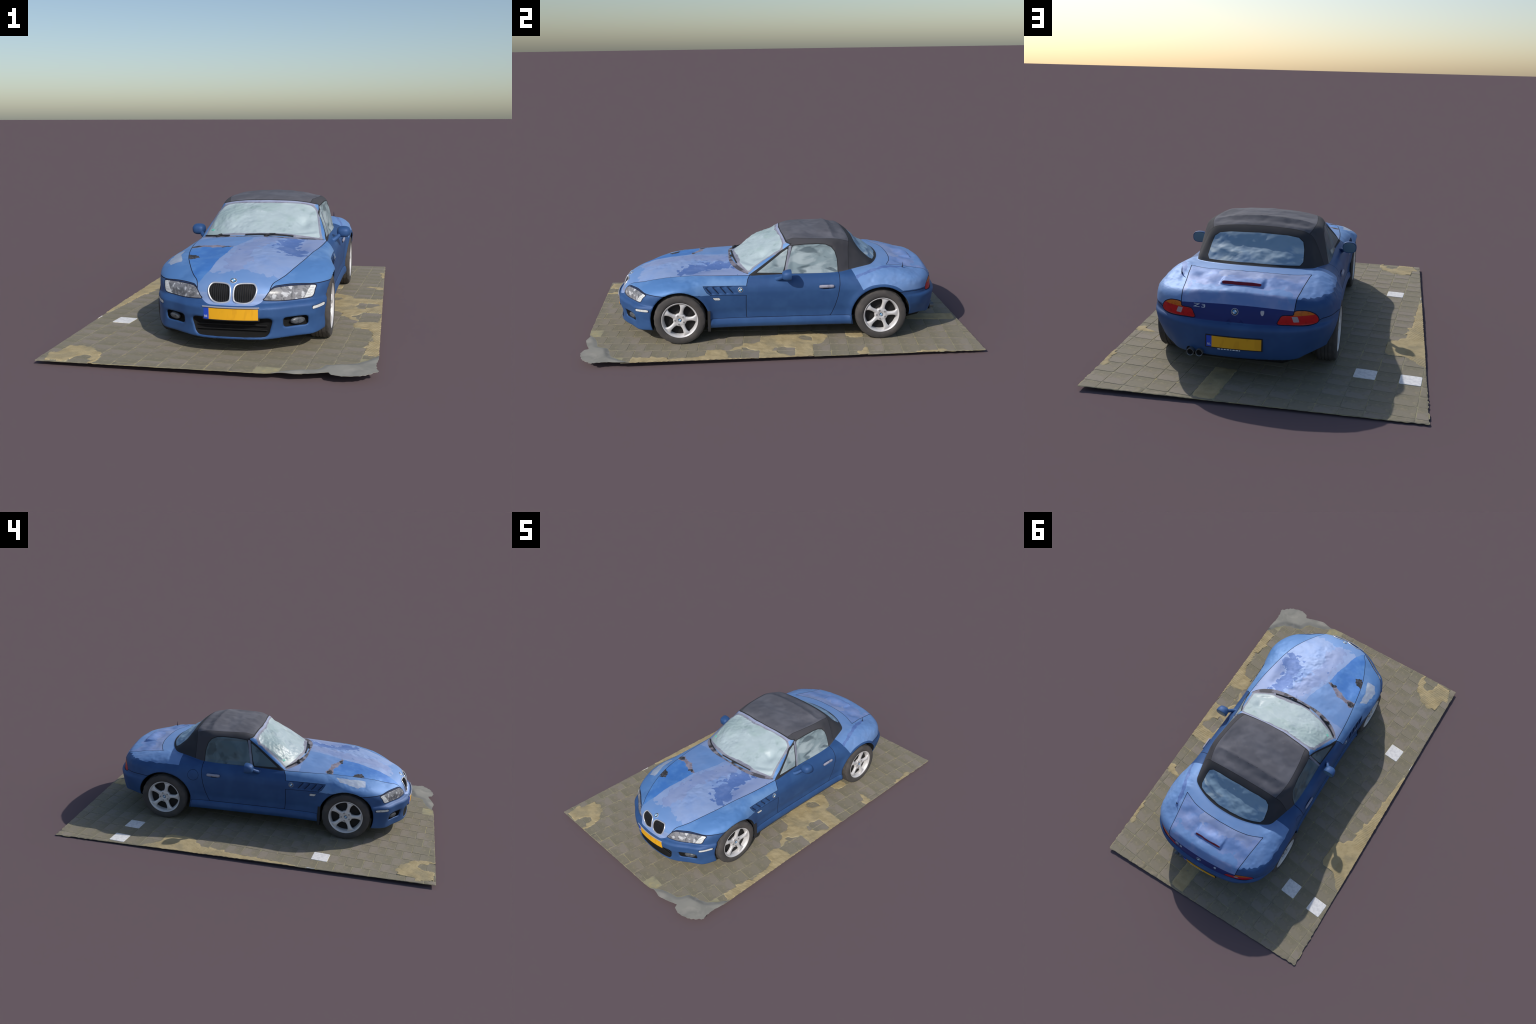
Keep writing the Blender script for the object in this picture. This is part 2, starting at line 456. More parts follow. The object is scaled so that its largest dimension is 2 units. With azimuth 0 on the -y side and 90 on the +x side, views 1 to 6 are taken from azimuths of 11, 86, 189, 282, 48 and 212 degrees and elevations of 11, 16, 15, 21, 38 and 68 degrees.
M = dict(
    paint=paint('blue_paint', (50, 86, 138), (58, 96, 148), .8, 9),  # darkened to average the doors' lit upper and shaded lower tones
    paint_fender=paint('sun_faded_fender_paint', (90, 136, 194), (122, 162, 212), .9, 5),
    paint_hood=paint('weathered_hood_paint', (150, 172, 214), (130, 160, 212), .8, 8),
    paint_light=paint('light_blue_paint', (116, 154, 208), (128, 160, 210), .7, 9),
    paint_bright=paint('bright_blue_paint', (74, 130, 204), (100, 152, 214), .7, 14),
    paint_deep=paint('deep_blue_paint', (94, 124, 184), (116, 142, 196), .8, 16),
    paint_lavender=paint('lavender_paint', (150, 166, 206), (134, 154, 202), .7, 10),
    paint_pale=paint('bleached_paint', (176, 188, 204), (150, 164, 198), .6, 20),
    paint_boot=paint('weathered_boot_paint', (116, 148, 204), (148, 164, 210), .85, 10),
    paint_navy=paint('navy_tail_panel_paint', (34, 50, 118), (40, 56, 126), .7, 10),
    bare=Mat('bare_grey_primer', (150, 144, 160), .8).blotch(40, .45, .6, (124, 114, 126), .8),
    hole=Mat('torn_dark_hole', (48, 50, 54), .9).blotch(60, .45, .6, (100, 96, 104), .7),
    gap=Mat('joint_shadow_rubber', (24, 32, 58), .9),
    black=Mat('black_underbody', (9, 9, 10), .95),
    rubber=Mat('black_rubber', (44, 44, 47), .85).bump(220, .25, .001),
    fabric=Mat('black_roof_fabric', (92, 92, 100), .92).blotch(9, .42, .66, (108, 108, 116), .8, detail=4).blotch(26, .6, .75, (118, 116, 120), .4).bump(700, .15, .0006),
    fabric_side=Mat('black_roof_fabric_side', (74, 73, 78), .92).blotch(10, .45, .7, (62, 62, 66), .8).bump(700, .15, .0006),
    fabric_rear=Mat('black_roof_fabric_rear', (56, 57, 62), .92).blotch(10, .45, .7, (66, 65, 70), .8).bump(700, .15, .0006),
    fabric_seam=Mat('roof_seam_stitch', (34, 34, 38), .9),
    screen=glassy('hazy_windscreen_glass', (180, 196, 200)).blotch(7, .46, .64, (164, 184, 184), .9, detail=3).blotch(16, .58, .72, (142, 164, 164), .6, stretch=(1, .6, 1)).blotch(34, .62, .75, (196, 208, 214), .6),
    seal=Mat('grey_glass_seal', (146, 150, 164), .6).blotch(30, .45, .6, (130, 130, 146), .8),
    header=Mat('pale_header_strip', (158, 166, 194), .6).blotch(30, .45, .6, (150, 154, 182), .7),
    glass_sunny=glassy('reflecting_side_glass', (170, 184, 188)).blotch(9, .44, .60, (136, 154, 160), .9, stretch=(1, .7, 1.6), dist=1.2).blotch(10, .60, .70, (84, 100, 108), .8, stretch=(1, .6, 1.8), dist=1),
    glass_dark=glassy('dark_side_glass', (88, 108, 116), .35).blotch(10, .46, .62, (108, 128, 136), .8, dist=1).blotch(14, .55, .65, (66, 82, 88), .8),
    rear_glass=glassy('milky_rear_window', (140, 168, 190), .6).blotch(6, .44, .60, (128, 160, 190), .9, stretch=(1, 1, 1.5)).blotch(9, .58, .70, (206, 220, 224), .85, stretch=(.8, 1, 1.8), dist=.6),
    cowl=Mat('grey_cowl_plastic', (138, 134, 146), .7).blotch(24, .44, .54, (78, 76, 82), .9, detail=5).blotch(30, .6, .68, (170, 164, 168), .6),
    lens=glassy('clear_headlight_lens', (138, 138, 142), .3).blotch(38, .46, .58, (100, 102, 106), .9, detail=2, dist=1.5).blotch(50, .56, .66, (216, 218, 222), .8, detail=2),
    indicator=glassy('white_indicator_lens', (226, 228, 226), .35).blotch(90, .5, .62, (180, 178, 180), .7, stretch=(1, 1, 3)),
    red=glassy('red_light_lens', (206, 14, 22), .3).blotch(60, .5, .65, (176, 8, 16), .7),
    amber=glassy('amber_light_lens', (214, 112, 16), .3).blotch(60, .5, .65, (186, 88, 10), .7),
    white_lens=glassy('white_light_lens', (170, 160, 166), .4),
    dark_red=glassy('dark_red_brake_lens', (132, 18, 40), .3),
    grille=Mat('black_grille', (12, 12, 14), .7),
    slat=Mat('grille_slats', (36, 36, 40), .6),
    chrome=Mat('chrome', (226, 228, 234), .3, .6),
    alloy=Mat('silver_alloy', (226, 224, 224), .4, .2).blotch(30, .45, .65, (206, 202, 202), .6),
    tyre=Mat('tyre_rubber', (74, 71, 70), .9).blotch(18, .45, .62, (88, 83, 80), .8, detail=5).bump(260, .2, .001),
    brake=Mat('dark_brake', (30, 28, 28), .7, .2),
    bolt=Mat('dark_bolts', (48, 46, 48), .5, .3),
    badge_blue=Mat('badge_blue', (60, 150, 210), .4), badge_white=Mat('badge_white', (232, 238, 242), .4),
    badge_black=Mat('badge_black', (60, 64, 78), .4), badge_silver=Mat('badge_silver', (206, 212, 222), .4, .2),
    yellow=Mat('yellow_plate', (244, 178, 22), .6).blotch(40, .5, .6, (232, 164, 18), .7, stretch=(1, 1, .3)),
    plate_blue=Mat('plate_blue', (34, 76, 196), .6), plate_rim=Mat('plate_holder', (30, 30, 34), .6), plate_grey=Mat('plate_rim_grey', (158, 162, 176), .5),
    handle=Mat('door_handle_grey', (168, 168, 184), .5).blotch(60, .5, .62, (134, 134, 150), .7),
    mirror=glassy('mirror_glass', (106, 136, 156), .2), exhaust=Mat('exhaust_steel', (110, 114, 118), .4, .5),
    lamp=glassy('fog_lamp', (92, 96, 102), .3).blotch(90, .48, .6, (52, 55, 60), .8),
    green=Mat('green_sticker', (110, 206, 184), .6),
)

# ---------------------------------------------------------------- car skin
car = empty('sports_car')
car.location = (.087, 0, .0166); car.rotation_euler = (-.0065, -.0086, 0)
car['label'] = 'blue two-seat convertible sports car with black fabric roof'
car['category'] = 'car'

V, Q = surface_nets(car_field, (-.4, -.88, .03), (.4, .88, .58), .005)
V = project(car_field, V)
skin = Skin(V, quads_to_tris(V, Q))

def blob(P, c, r):
    """Soft round weight around a point."""
    return np.exp(-(((P - np.array(c)) / np.array(r)) ** 2).sum(1))

def dents(P):
    """Outward displacement of the weathered, dented skin."""
    X, Y, H = P.T; a = np.abs(X)
    d = np.zeros(len(P))
    bonnet = sstep(.26, .21, a) * sstep(-.77, -.70, Y) * sstep(-.24, -.29, Y) * sstep(.25, .28, H)
    d += bonnet * (.0022 * fbm(P, .07, 1, 2) + .0005 * fbm(P, .02, 5, 2))
    rough = blob(P, (.10, -.40, .36), (.07, .13, .1)) + .7 * blob(P, (.06, -.60, .34), (.05, .10, .1))
    d += bonnet * rough * .0026 * fbm(P, .020, 9, 2)
    d -= bonnet * .012 * blob(P, (.165, -.36, .35), (.06, .12, .2))
    d -= bonnet * .004 * blob(P, (-.17, -.50, .35), (.05, .08, .2))
    fender = sstep(.25, .28, a) * sstep(.36, .34, a) * sstep(-.66, -.60, Y) * sstep(-.36, -.42, Y) * sstep(.27, .30, H)
    d += fender * .0022 * fbm(P, .04, 15)
    boot = sstep(.28, .22, a) * sstep(.58, .62, Y) * sstep(.80, .76, Y) * sstep(.29, .31, H)
    d += boot * (.0032 * fbm(P, .07, 21, 2) + .0008 * fbm(P, .022, 27, 2))
    d -= boot * .006 * (blob(P, (.0, .66, .36), (.05, .03, .1)) + blob(P, (-.16, .62, .36), (.04, .03, .1)) + blob(P, (.17, .64, .36), (.04, .03, .1)))
    quarter = sstep(.22, .26, a) * sstep(.40, .46, Y) * sstep(.76, .70, Y) * sstep(.27, .30, H)
    d += quarter * .0022 * fbm(P, .035, 33)
    g = f_body(X, Y, H) > .004
    ws = g * sstep(.03, .0, Y) * sstep(.26, .235, a) * sstep(.37, .385, H)
    d += ws * (.0028 * fbm(P, .05, 41) + .0014 * fbm(P, .014, 47, 2) * sstep(.05, -.1, X))
    d += ws * .016 * blob(P, (-.17, -.10, .425), (.07, .07, .05))
    d -= ws * (.007 * sstep(-.06, .06, X) + .022 * blob(P, (.185, -.09, .415), (.030, .040, .028)))
    d += ws * .007 * blob(P, (-.035, -.05, .455), (.035, .03, .02))
    d -= ws * .008 * blob(P, (-.07, -.08, .43), (.04, .03, .015))
    sw = g * sstep(.20, .22, a) * sstep(.04, .07, Y) * sstep(.29, .26, Y) * sstep(.345, .36, H) * sstep(.48, .465, H)
    d += sw * (-.005 + .004 * fbm(P, .06, 57, 2))
    rw = g * sstep(.39, .42, Y) * sstep(.2, .18, a) * sstep(.375, .39, H)
    d += rw * (.0035 * fbm(P, .045, 53) + .007 * blob(P, (.14, .47, .42), (.03, .03, .018)) + .006 * blob(P, (.09, .475, .41), (.025, .03, .012)) + .006 * blob(P, (-.10, .48, .40), (.03, .03, .01)) - .008 * blob(P, (.0, .45, .44), (.10, .04, .03)))
    rf = g * sstep(.03, .08, Y) * sstep(.37, .34, Y) * sstep(.22, .19, a) * sstep(.48, .50, H)
    d += rf * (.0042 * fbm(P, .09, 61) + .0015 * fbm(P, .035, 67, 2))
    d += rf * (.0035 * np.exp(-((Y - .278) / .012) ** 2) - .0045 * np.exp(-((Y - .315) / .02) ** 2) - .0030 * np.exp(-((Y - .20) / .05) ** 2))
    # slanted gills in the flank behind the front wheel
    u = Y + .384 - (.298 - H) * .85
    k = np.floor(u / .0365); ph = u / .0365 - k
    gill = (k >= 0) & (k < 4) & (H > .262) & (H < .297) & (a > .3)
    d -= gill * .0065 * np.clip(1 - ph * 1.25, 0, 1) * np.minimum(1, ph * 10)
    # door handle dish
    d -= .004 * np.exp(-((Y - .231) / .03) ** 4 - ((H - .282) / .012) ** 4) * (a > .3)
    return d

skin.V = skin.V + dents(skin.V)[:, None] * skin.normals()

col = lambda P: (P[:, 0], P[:, 1], P[:, 2], np.abs(P[:, 0]))
both = {}

# inside faces: wheel wells, air intake, fog lamp recesses
def depth_field(P):
    X, Y, H, a = col(P)
    return smin(f_body(X, Y, H), f_green(X, Y, H), .006) + .0035 + .004 * sstep(.26, .2, np.minimum(np.abs(Y - YF), np.abs(Y - YR)) * 0 + 1)
wellzone = lambda P: np.minimum(np.hypot(P[:, 1] - YF, P[:, 2] - AXH), np.hypot(P[:, 1] - YR, P[:, 2] - AXH)) - .158
frontzone = lambda P: np.maximum(np.maximum(P[:, 1] + .70, P[:, 2] - .16), -wellzone(P))
skin.mark(lambda P: np.maximum(depth_field(P), wellzone(P)), 'wheel_well')
skin.mark(lambda P: np.maximum(depth_field(P) + .002, frontzone(P)), 'air_intake', ['body'])
c = skin.centres(); nrm = np.cross(skin.V[skin.T[:, 1]] - skin.V[skin.T[:, 0]], skin.V[skin.T[:, 2]] - skin.V[skin.T[:, 0]])
nrm /= np.maximum(np.linalg.norm(nrm, axis=1), 1e-12)[:, None]
skin.lab[(nrm[:, 2] < -.75) & (c[:, 2] < floor(c[:, 1]) + .012) & (skin.lab == 0)] = skin.kind('underbody')

# greenhouse against body
skin.mark(lambda P: np.where(P[:, 2] > .325, f_green(*P.T) - f_body(*P.T), .05), 'soft_top', ['body'])
hdr = curve((0,.5065),(.1,.5040),(.18,.4960),(.222,.4870),(.245,.4790),(.30,.47))
def header_line(P):
    X, Y, H, a = col(P)
    return np.maximum(np.where(Y < .10, H - hdr(a), .05 + 0 * H), (Y - (-.149 + 1.538 * (H - .346))) * .6)
skin.mark(header_line, 'windscreen_frame', ['soft_top'], .0014, 'window_seal')
glass_w = curve((.34,.272),(.36,.263),(.40,.250),(.45,.232),(.475,.214),(.50,.19))
glass_top = curve((0,.493),(.1,.4915),(.16,.488),(.21,.478),(.26,.46))
glass_low = curve((0,.381),(.10,.378),(.18,.369),(.23,.360),(.28,.350))
def screen_sd(P):
    X, Y, H, a = col(P)
    return np.maximum(smax(smax((a - glass_w(H)) * .93, H - glass_top(a), .012), glass_low(a) - H, .008), Y - .035)
skin.mark(lambda P: screen_sd(P) - .009, 'windscreen_seal', ['windscreen_frame'])
skin.mark(screen_sd, 'windscreen', ['windscreen_seal'])
def header_sd(P):
    return np.maximum(np.maximum(glass_top(np.abs(P[:, 0])) + .005 - P[:, 2], P[:, 1] - .08), np.abs(P[:, 0]) - .222)
skin.mark(header_sd, 'windscreen_header', ['windscreen_frame', 'windscreen_seal'])

flank = lambda P: .18 - np.abs(P[:, 0])
def side_outline(pts, smooth=0):
    poly = rounded(pts, smooth) if smooth else np.array(pts)
    return lambda P: np.maximum(outline_sd(P[:, 1], P[:, 2], poly), flank(P))
quarter_glass = side_outline([(-.118,.3525),(.012,.346),(.022,.372),(.043,.458),(.038,.458)])
door_glass = side_outline([(.032,.342),(.047,.406),(.067,.468),(.072,.474),(.126,.480),(.2,.483),(.235,.480),(.262,.468),(.280,.446),(.291,.41),(.294,.37),(.294,.3415)])
divider = side_outline([(.020,.338),(.031,.338),(.064,.474),(.050,.474)])
side_area = side_outline([(-.16,.338),(.036,.338),(.068,.476),(.045,.482)])
skin.mark(side_area, 'window_seal', ['soft_top'])
skin.mark(divider, 'window_divider', ['window_seal', 'soft_top'])
skin.mark(quarter_glass, 'quarter_window', ['window_seal'])
skin.mark(lambda P: door_glass(P) - .0045, 'window_seal', ['soft_top'])
skin.mark(door_glass, 'side_window', ['window_seal', 'soft_top'])
rear_poly = [(x, h) for x, h in ((-.200,.390),(-.196,.43),(-.188,.457),(-.168,.471),(-.12,.478),(0,.4815),(.12,.478),(.168,.471),(.188,.457),(.196,.43),(.200,.390),(.19,.379),(.12,.3825),(0,.386),(-.12,.3825),(-.19,.379))]
rear_sd = lambda P: np.maximum(outline_sd(P[:, 0], P[:, 2], rear_poly), .385 - P[:, 1])
skin.mark(lambda P: rear_sd(P) - .004, 'rear_window_seal', ['soft_top'])
skin.mark(rear_sd, 'rear_window', ['rear_window_seal'])
crease = lambda P: P[:, 1] - np.where(P[:, 2] > .30, .364 - .010 * sstep(.19, .25, np.abs(P[:, 0])), 9)
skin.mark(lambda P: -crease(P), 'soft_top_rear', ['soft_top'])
skin.line(crease, .0012, 'roof_seam', ['soft_top', 'soft_top|fabric_side', 'soft_top_rear'])
roof_edge = curve((0,.192),(.05,.200),(.14,.216),(.26,.225),(.32,.219),(.37,.205))
roof_side = lambda P: np.where((P[:, 1] > -.02) & (P[:, 1] < .372) & (P[:, 2] > .46), np.abs(P[:, 0]) - roof_edge(P[:, 1]), np.where(P[:, 2] > .46, -.05, .05))
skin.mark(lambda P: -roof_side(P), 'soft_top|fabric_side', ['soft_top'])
skin.line(roof_side, .0010, 'roof_seam', ['soft_top', 'soft_top|fabric_side'])
skin.line(lambda P: np.where(np.abs(P[:, 0]) < .22, P[:, 1] - .283 - .0025 * np.sin(P[:, 0] * 40), .05), .0008, 'roof_seam', ['soft_top'])

# panels of the body
bumper_top = curve((0,.199),(.08,.200),(.104,.205),(.116,.214),(.128,.234),(.142,.252),(.16,.263),(.2,.2645),(.245,.263),(.30,.259),(.36,.258))
bonnet_edge = curve((-.84,.125),(-.80,.138),(-.765,.148),(-.725,.172),(-.64,.211),(-.55,.242),(-.42,.267),(-.28,.286),(-.16,.294))
cowl_line = curve((0,-.256),(.08,-.256),(.15,-.247),(.22,-.222),(.265,-.190),(.295,-.150))
rear_bumper_top = curve((0,.2385),(.20,.2355),(.27,.2335),(.295,.2375),(.305,.246),(.32,.2515),(.40,.251))
lid_edge = curve((.54,.249),(.60,.240),(.68,.229),(.77,.219),(.82,.214))
lid_front = curve((0,.603),(.08,.600),(.16,.588),(.25,.553))
G = .0016
skin.mark(lambda P: np.maximum(P[:, 2] - bumper_top(np.abs(P[:, 0])), P[:, 1] + .45), 'front_bumper', ['body'], G)
skin.mark(lambda P: np.maximum(P[:, 2] - rear_bumper_top(np.abs(P[:, 0])), .45 - P[:, 1]), 'rear_bumper', ['body'], G)
skin.mark(lambda P: np.maximum(np.where(P[:, 2] > .29, P[:, 1] * 0, 0) + (cowl_line(np.abs(P[:, 0])) - P[:, 1]), np.maximum(P[:, 1] + .08, np.abs(P[:, 0]) - .285)), 'cowl', ['body'])
skin.mark(lambda P: np.maximum(np.abs(P[:, 0]) - bonnet_edge(P[:, 1]), np.maximum(P[:, 1] + .10, .15 - P[:, 2])), 'bonnet', ['body'], G)
skin.mark(lambda P: np.maximum(np.maximum(np.abs(P[:, 0]) - lid_edge(P[:, 1]), lid_front(np.abs(P[:, 0])) - P[:, 1]), .2 - P[:, 2]), 'boot_lid', ['body'], G)
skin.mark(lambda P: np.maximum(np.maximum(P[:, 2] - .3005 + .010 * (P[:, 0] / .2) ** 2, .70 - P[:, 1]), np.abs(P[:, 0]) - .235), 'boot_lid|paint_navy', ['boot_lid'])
door_poly = [(-.146,.360),(-.153,.345),(-.166,.326),(-.172,.303),(-.176,.245),(-.177,.18),(-.175,.128),(.252,.128),(.262,.145),(.276,.18),(.291,.235),(.299,.29),(.300,.32),(.299,.360)]
skin.mark(side_outline(door_poly), 'door', ['body'], G)
skin.mark(lambda P: np.maximum(np.maximum(P[:, 2] - .128, np.abs(P[:, 1]) - .42), -wellzone(P) - .002), 'sill', ['body'], .0010)
skin.mark(side_outline([(-.392,.301),(-.24,.298),(-.168,.296),(-.168,.249),(-.26,.2525),(-.355,.256),(-.372,.268)]), 'vent_panel', ['body'], .0011)
skin.line(lambda P: np.where((np.abs(P[:, 0]) > .25) & (P[:, 1] > -.47) & (P[:, 1] < -.352), P[:, 2] - np.interp(P[:, 1], [-.46, -.40, -.35], [.2635, .256, .2555]), .05), .0010, 'panel_gap', ['body'])
skin.mark(lambda P: np.where(P[:, 0] < -.2, np.hypot(P[:, 1] - .347, P[:, 2] - .276) - .030, .05), 'fuel_flap', ['body'], .0009)
skin.mark(lambda P: P[:, 1] - .05, 'front_fender', ['body'])
skin.mark(lambda P: -P[:, 1], 'rear_fender', ['body'])

# lamps, grille
nose_zone = lambda P: P[:, 1] + .60
tail_zone = lambda P: .66 - P[:, 1]
def front_outline(pts, n=5):
    poly = rounded(pts, n) if n else np.array(pts)
    return lambda P: np.maximum(outline_sd(np.abs(P[:, 0]), P[:, 2], poly), nose_zone(P))
headlight = front_outline([(.119,.2165),(.126,.226),(.140,.2465),(.158,.2585),(.20,.2605),(.26,.2585),(.302,.2545),(.302,.240),(.296,.218),(.28,.2115),(.22,.2095),(.15,.2125)])
skin.mark(headlight, 'headlight', ['front_bumper', 'front_fender', 'bonnet', 'panel_gap'], .0016)
skin.mark(lambda P: np.maximum(headlight(P) + .002, .272 - np.abs(P[:, 0]) + (P[:, 2] - .23) * .5), 'headlight|indicator', ['headlight'])
kidney = front_outline([(.0075,.250),(.012,.264),(.026,.2705),(.055,.272),(.080,.2695),(.091,.256),(.089,.236),(.078,.216),(.060,.2065),(.034,.2055),(.013,.211),(.0075,.225)])
skin.mark(kidney, 'grille', ['bonnet', 'panel_gap', 'front_bumper'])
turn = front_outline([(.295,.1825),(.333,.186),(.337,.1845),(.337,.1735),(.333,.1725),(.297,.170)], 0)
skin.mark(lambda P: np.maximum(turn(P), P[:, 1] + .66), 'turn_signal', ['front_bumper'], .0009)
skin.mark(side_outline([(-.347,.241),(-.312,.2405),(-.304,.230),(-.312,.2265),(-.334,.2275)]), 'side_marker', ['front_fender'], .0008)
def tail_outline(pts, n=5):
    poly = rounded(pts, n) if n else np.array(pts)
    return lambda P: np.maximum(outline_sd(np.abs(P[:, 0]), P[:, 2], poly), tail_zone(P))
tail_lamp = tail_outline([(.158,.2395),(.163,.258),(.174,.2725),(.205,.2735),(.214,.276),(.217,.288),(.235,.2905),(.265,.2865),(.292,.272),(.304,.252),(.297,.2375),(.26,.2335),(.20,.2365)])
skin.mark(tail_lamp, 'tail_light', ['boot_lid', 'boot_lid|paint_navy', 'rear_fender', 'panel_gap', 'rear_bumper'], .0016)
skin.mark(lambda P: np.maximum(tail_lamp(P) + .0018, .2705 - P[:, 2]), 'tail_light|amber', ['tail_light'])
skin.mark(lambda P: np.maximum(tail_lamp(P) + .0018, np.maximum(np.abs(np.abs(P[:, 0]) - .222 + (.258 - P[:, 2]) * -.35) - .0105, np.abs(P[:, 2] - .2575) - .0105)), 'tail_light|white_lens', ['tail_light'])
pod = lambda P: np.maximum(np.maximum(np.abs(P[:, 0]) - .076, .7175 - P[:, 1]), np.maximum(P[:, 1] - .736, np.abs(P[:, 2] - .3565) - .0055))
skin.mark(pod, 'brake_light', ['boot_lid'])

# paler and darker patches of blue within one panel
def ragged(pts, jag=.004, grain=.012, seed=0, sharp=True):
    poly = np.array(pts)
    return lambda P: np.where(P[:, 2] > .24, outline_sd(P[:, 0], P[:, 1], poly) + jag * vnoise(P * (1, 1, 0), grain, seed) + jag * .6 * vnoise(P * (1, 1, 0), grain / 2.5, seed + 3), .05)
H0 = ['bonnet']
skin.mark(lambda P: np.where(P[:, 1] < -.08, np.maximum(P[:, 2] - np.interp(P[:, 1], [-.46, -.40, -.35], [.2635, .256, .2555]), -.50 - P[:, 1]), .05), 'front_fender|paint', ['front_fender'])  # flank below the vent line recoloured darker for its shade
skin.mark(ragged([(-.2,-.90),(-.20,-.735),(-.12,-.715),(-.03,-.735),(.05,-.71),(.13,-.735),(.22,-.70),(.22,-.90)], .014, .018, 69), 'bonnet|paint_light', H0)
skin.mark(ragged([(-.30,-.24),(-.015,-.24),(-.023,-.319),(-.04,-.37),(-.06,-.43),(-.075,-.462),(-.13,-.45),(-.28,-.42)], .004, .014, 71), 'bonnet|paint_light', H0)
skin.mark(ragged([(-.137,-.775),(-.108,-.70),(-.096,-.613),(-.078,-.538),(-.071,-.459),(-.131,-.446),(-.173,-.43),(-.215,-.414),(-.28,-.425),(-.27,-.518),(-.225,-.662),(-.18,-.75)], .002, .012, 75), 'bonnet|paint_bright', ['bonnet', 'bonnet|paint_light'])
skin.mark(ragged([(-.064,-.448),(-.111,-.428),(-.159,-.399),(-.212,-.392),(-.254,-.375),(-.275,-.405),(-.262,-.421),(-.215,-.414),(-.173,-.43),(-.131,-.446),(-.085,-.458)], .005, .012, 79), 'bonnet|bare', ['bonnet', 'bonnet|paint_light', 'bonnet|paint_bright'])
skin.mark(ragged([(-.083,-.454),(-.105,-.432),(-.120,-.446),(-.132,-.460)], .003, .01, 81), 'bonnet|hole', ['bonnet|bare', 'bonnet|paint_bright'])
skin.mark(ragged([(-.225,-.402),(-.240,-.385),(-.262,-.384),(-.272,-.408),(-.25,-.415)], .004, .01, 83), 'bonnet|hole', ['bonnet|bare', 'bonnet|paint_light', 'bonnet|paint_bright'])
skin.mark(ragged([(-.190,-.572),(-.222,-.590),(-.244,-.562),(-.256,-.520),(-.232,-.535),(-.212,-.535),(-.200,-.550)], .004, .009, 85), 'bonnet|hole', ['bonnet|paint_bright'])
skin.mark(ragged([(.232,-.528),(.245,-.445),(.198,-.388),(.190,-.353),(.212,-.235),(.14,-.24),(.10,-.30),(.115,-.36),(.10,-.42),(.13,-.50)], .026, .018, 87), 'bonnet|paint_deep', H0)
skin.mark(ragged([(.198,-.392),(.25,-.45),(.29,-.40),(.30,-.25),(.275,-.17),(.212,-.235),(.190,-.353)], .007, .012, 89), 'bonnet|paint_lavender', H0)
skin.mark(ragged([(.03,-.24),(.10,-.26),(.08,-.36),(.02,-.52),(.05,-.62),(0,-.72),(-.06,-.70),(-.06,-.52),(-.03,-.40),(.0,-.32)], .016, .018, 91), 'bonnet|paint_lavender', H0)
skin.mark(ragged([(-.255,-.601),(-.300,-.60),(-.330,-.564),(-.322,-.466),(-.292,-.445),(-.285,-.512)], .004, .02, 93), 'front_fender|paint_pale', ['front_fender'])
def haunch(P):  # upper rear fender area given a lighter blue for reflected sky
    X, Y, H, a = col(P)
    n = .004 * vnoise(P, .05, 97)
    edge = (.372 + (.345 - H) * .55) - Y
    arch = .166 - np.hypot(Y - YR, H - AXH) + n
    return np.maximum(np.maximum(edge + n * .3, arch), .258 - H)
skin.mark(lambda P: np.where(P[:, 0] > 0, haunch(P), np.maximum(haunch(P), np.maximum(.43 - P[:, 1], .325 + .004 * vnoise(P, .02, 98) - P[:, 2]))), 'rear_fender|paint_light', ['rear_fender'])
skin.mark(ragged([(.334,.385),(.326,.385),(.262,.560),(.252,.66),(.264,.655),(.290,.555),(.318,.46)], .005, .016, 95), 'rear_fender|paint_deep', ['rear_fender', 'rear_fender|paint_light'])
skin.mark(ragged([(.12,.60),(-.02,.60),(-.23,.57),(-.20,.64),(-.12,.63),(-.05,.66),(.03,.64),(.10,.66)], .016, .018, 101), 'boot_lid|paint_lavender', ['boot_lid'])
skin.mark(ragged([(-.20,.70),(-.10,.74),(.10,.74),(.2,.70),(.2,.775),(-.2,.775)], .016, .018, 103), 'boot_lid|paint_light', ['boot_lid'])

skin_N = skin.normals()
# sink the joints and the grille faces
gapk = [skin.kind(k) for k in ('panel_gap',)]
owner = np.zeros(len(skin.V), int); cnt = np.zeros(len(skin.V), int)
isgap = np.isin(skin.lab, gapk)
for k in range(3):
    np.add.at(cnt, skin.T[:, k], 1); np.add.at(owner, skin.T[:, k], isgap)
inner = (owner == cnt) & (owner > 0)
skin.V = skin.V - skin_N * np.where(inner, .0022, 0)[:, None]
isg = skin.lab == skin.kind('grille'); own = np.zeros(len(skin.V), int)
for k in range(3): np.add.at(own, skin.T[:, k], isg)
skin.V = skin.V + np.array([0, .006, 0]) * ((own == cnt) & (own > 0))[:, None]

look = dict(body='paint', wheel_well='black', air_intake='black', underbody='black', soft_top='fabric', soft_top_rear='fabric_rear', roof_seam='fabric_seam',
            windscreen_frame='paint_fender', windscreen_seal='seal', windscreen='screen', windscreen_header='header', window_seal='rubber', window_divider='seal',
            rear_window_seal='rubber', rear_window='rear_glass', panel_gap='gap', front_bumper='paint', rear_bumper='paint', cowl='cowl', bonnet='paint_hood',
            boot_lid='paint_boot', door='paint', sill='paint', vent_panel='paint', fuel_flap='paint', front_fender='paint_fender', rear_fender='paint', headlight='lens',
            grille='grille', turn_signal='indicator', side_marker='indicator', tail_light='red', brake_light='dark_red')
paired = ['door', 'sill', 'vent_panel', 'front_fender', 'rear_fender', 'headlight', 'turn_signal', 'side_marker', 'tail_light', 'quarter_window', 'side_window',
          'window_divider', 'wheel_well', 'grille']
parts = {}
cx = skin.centres()[:, 0]
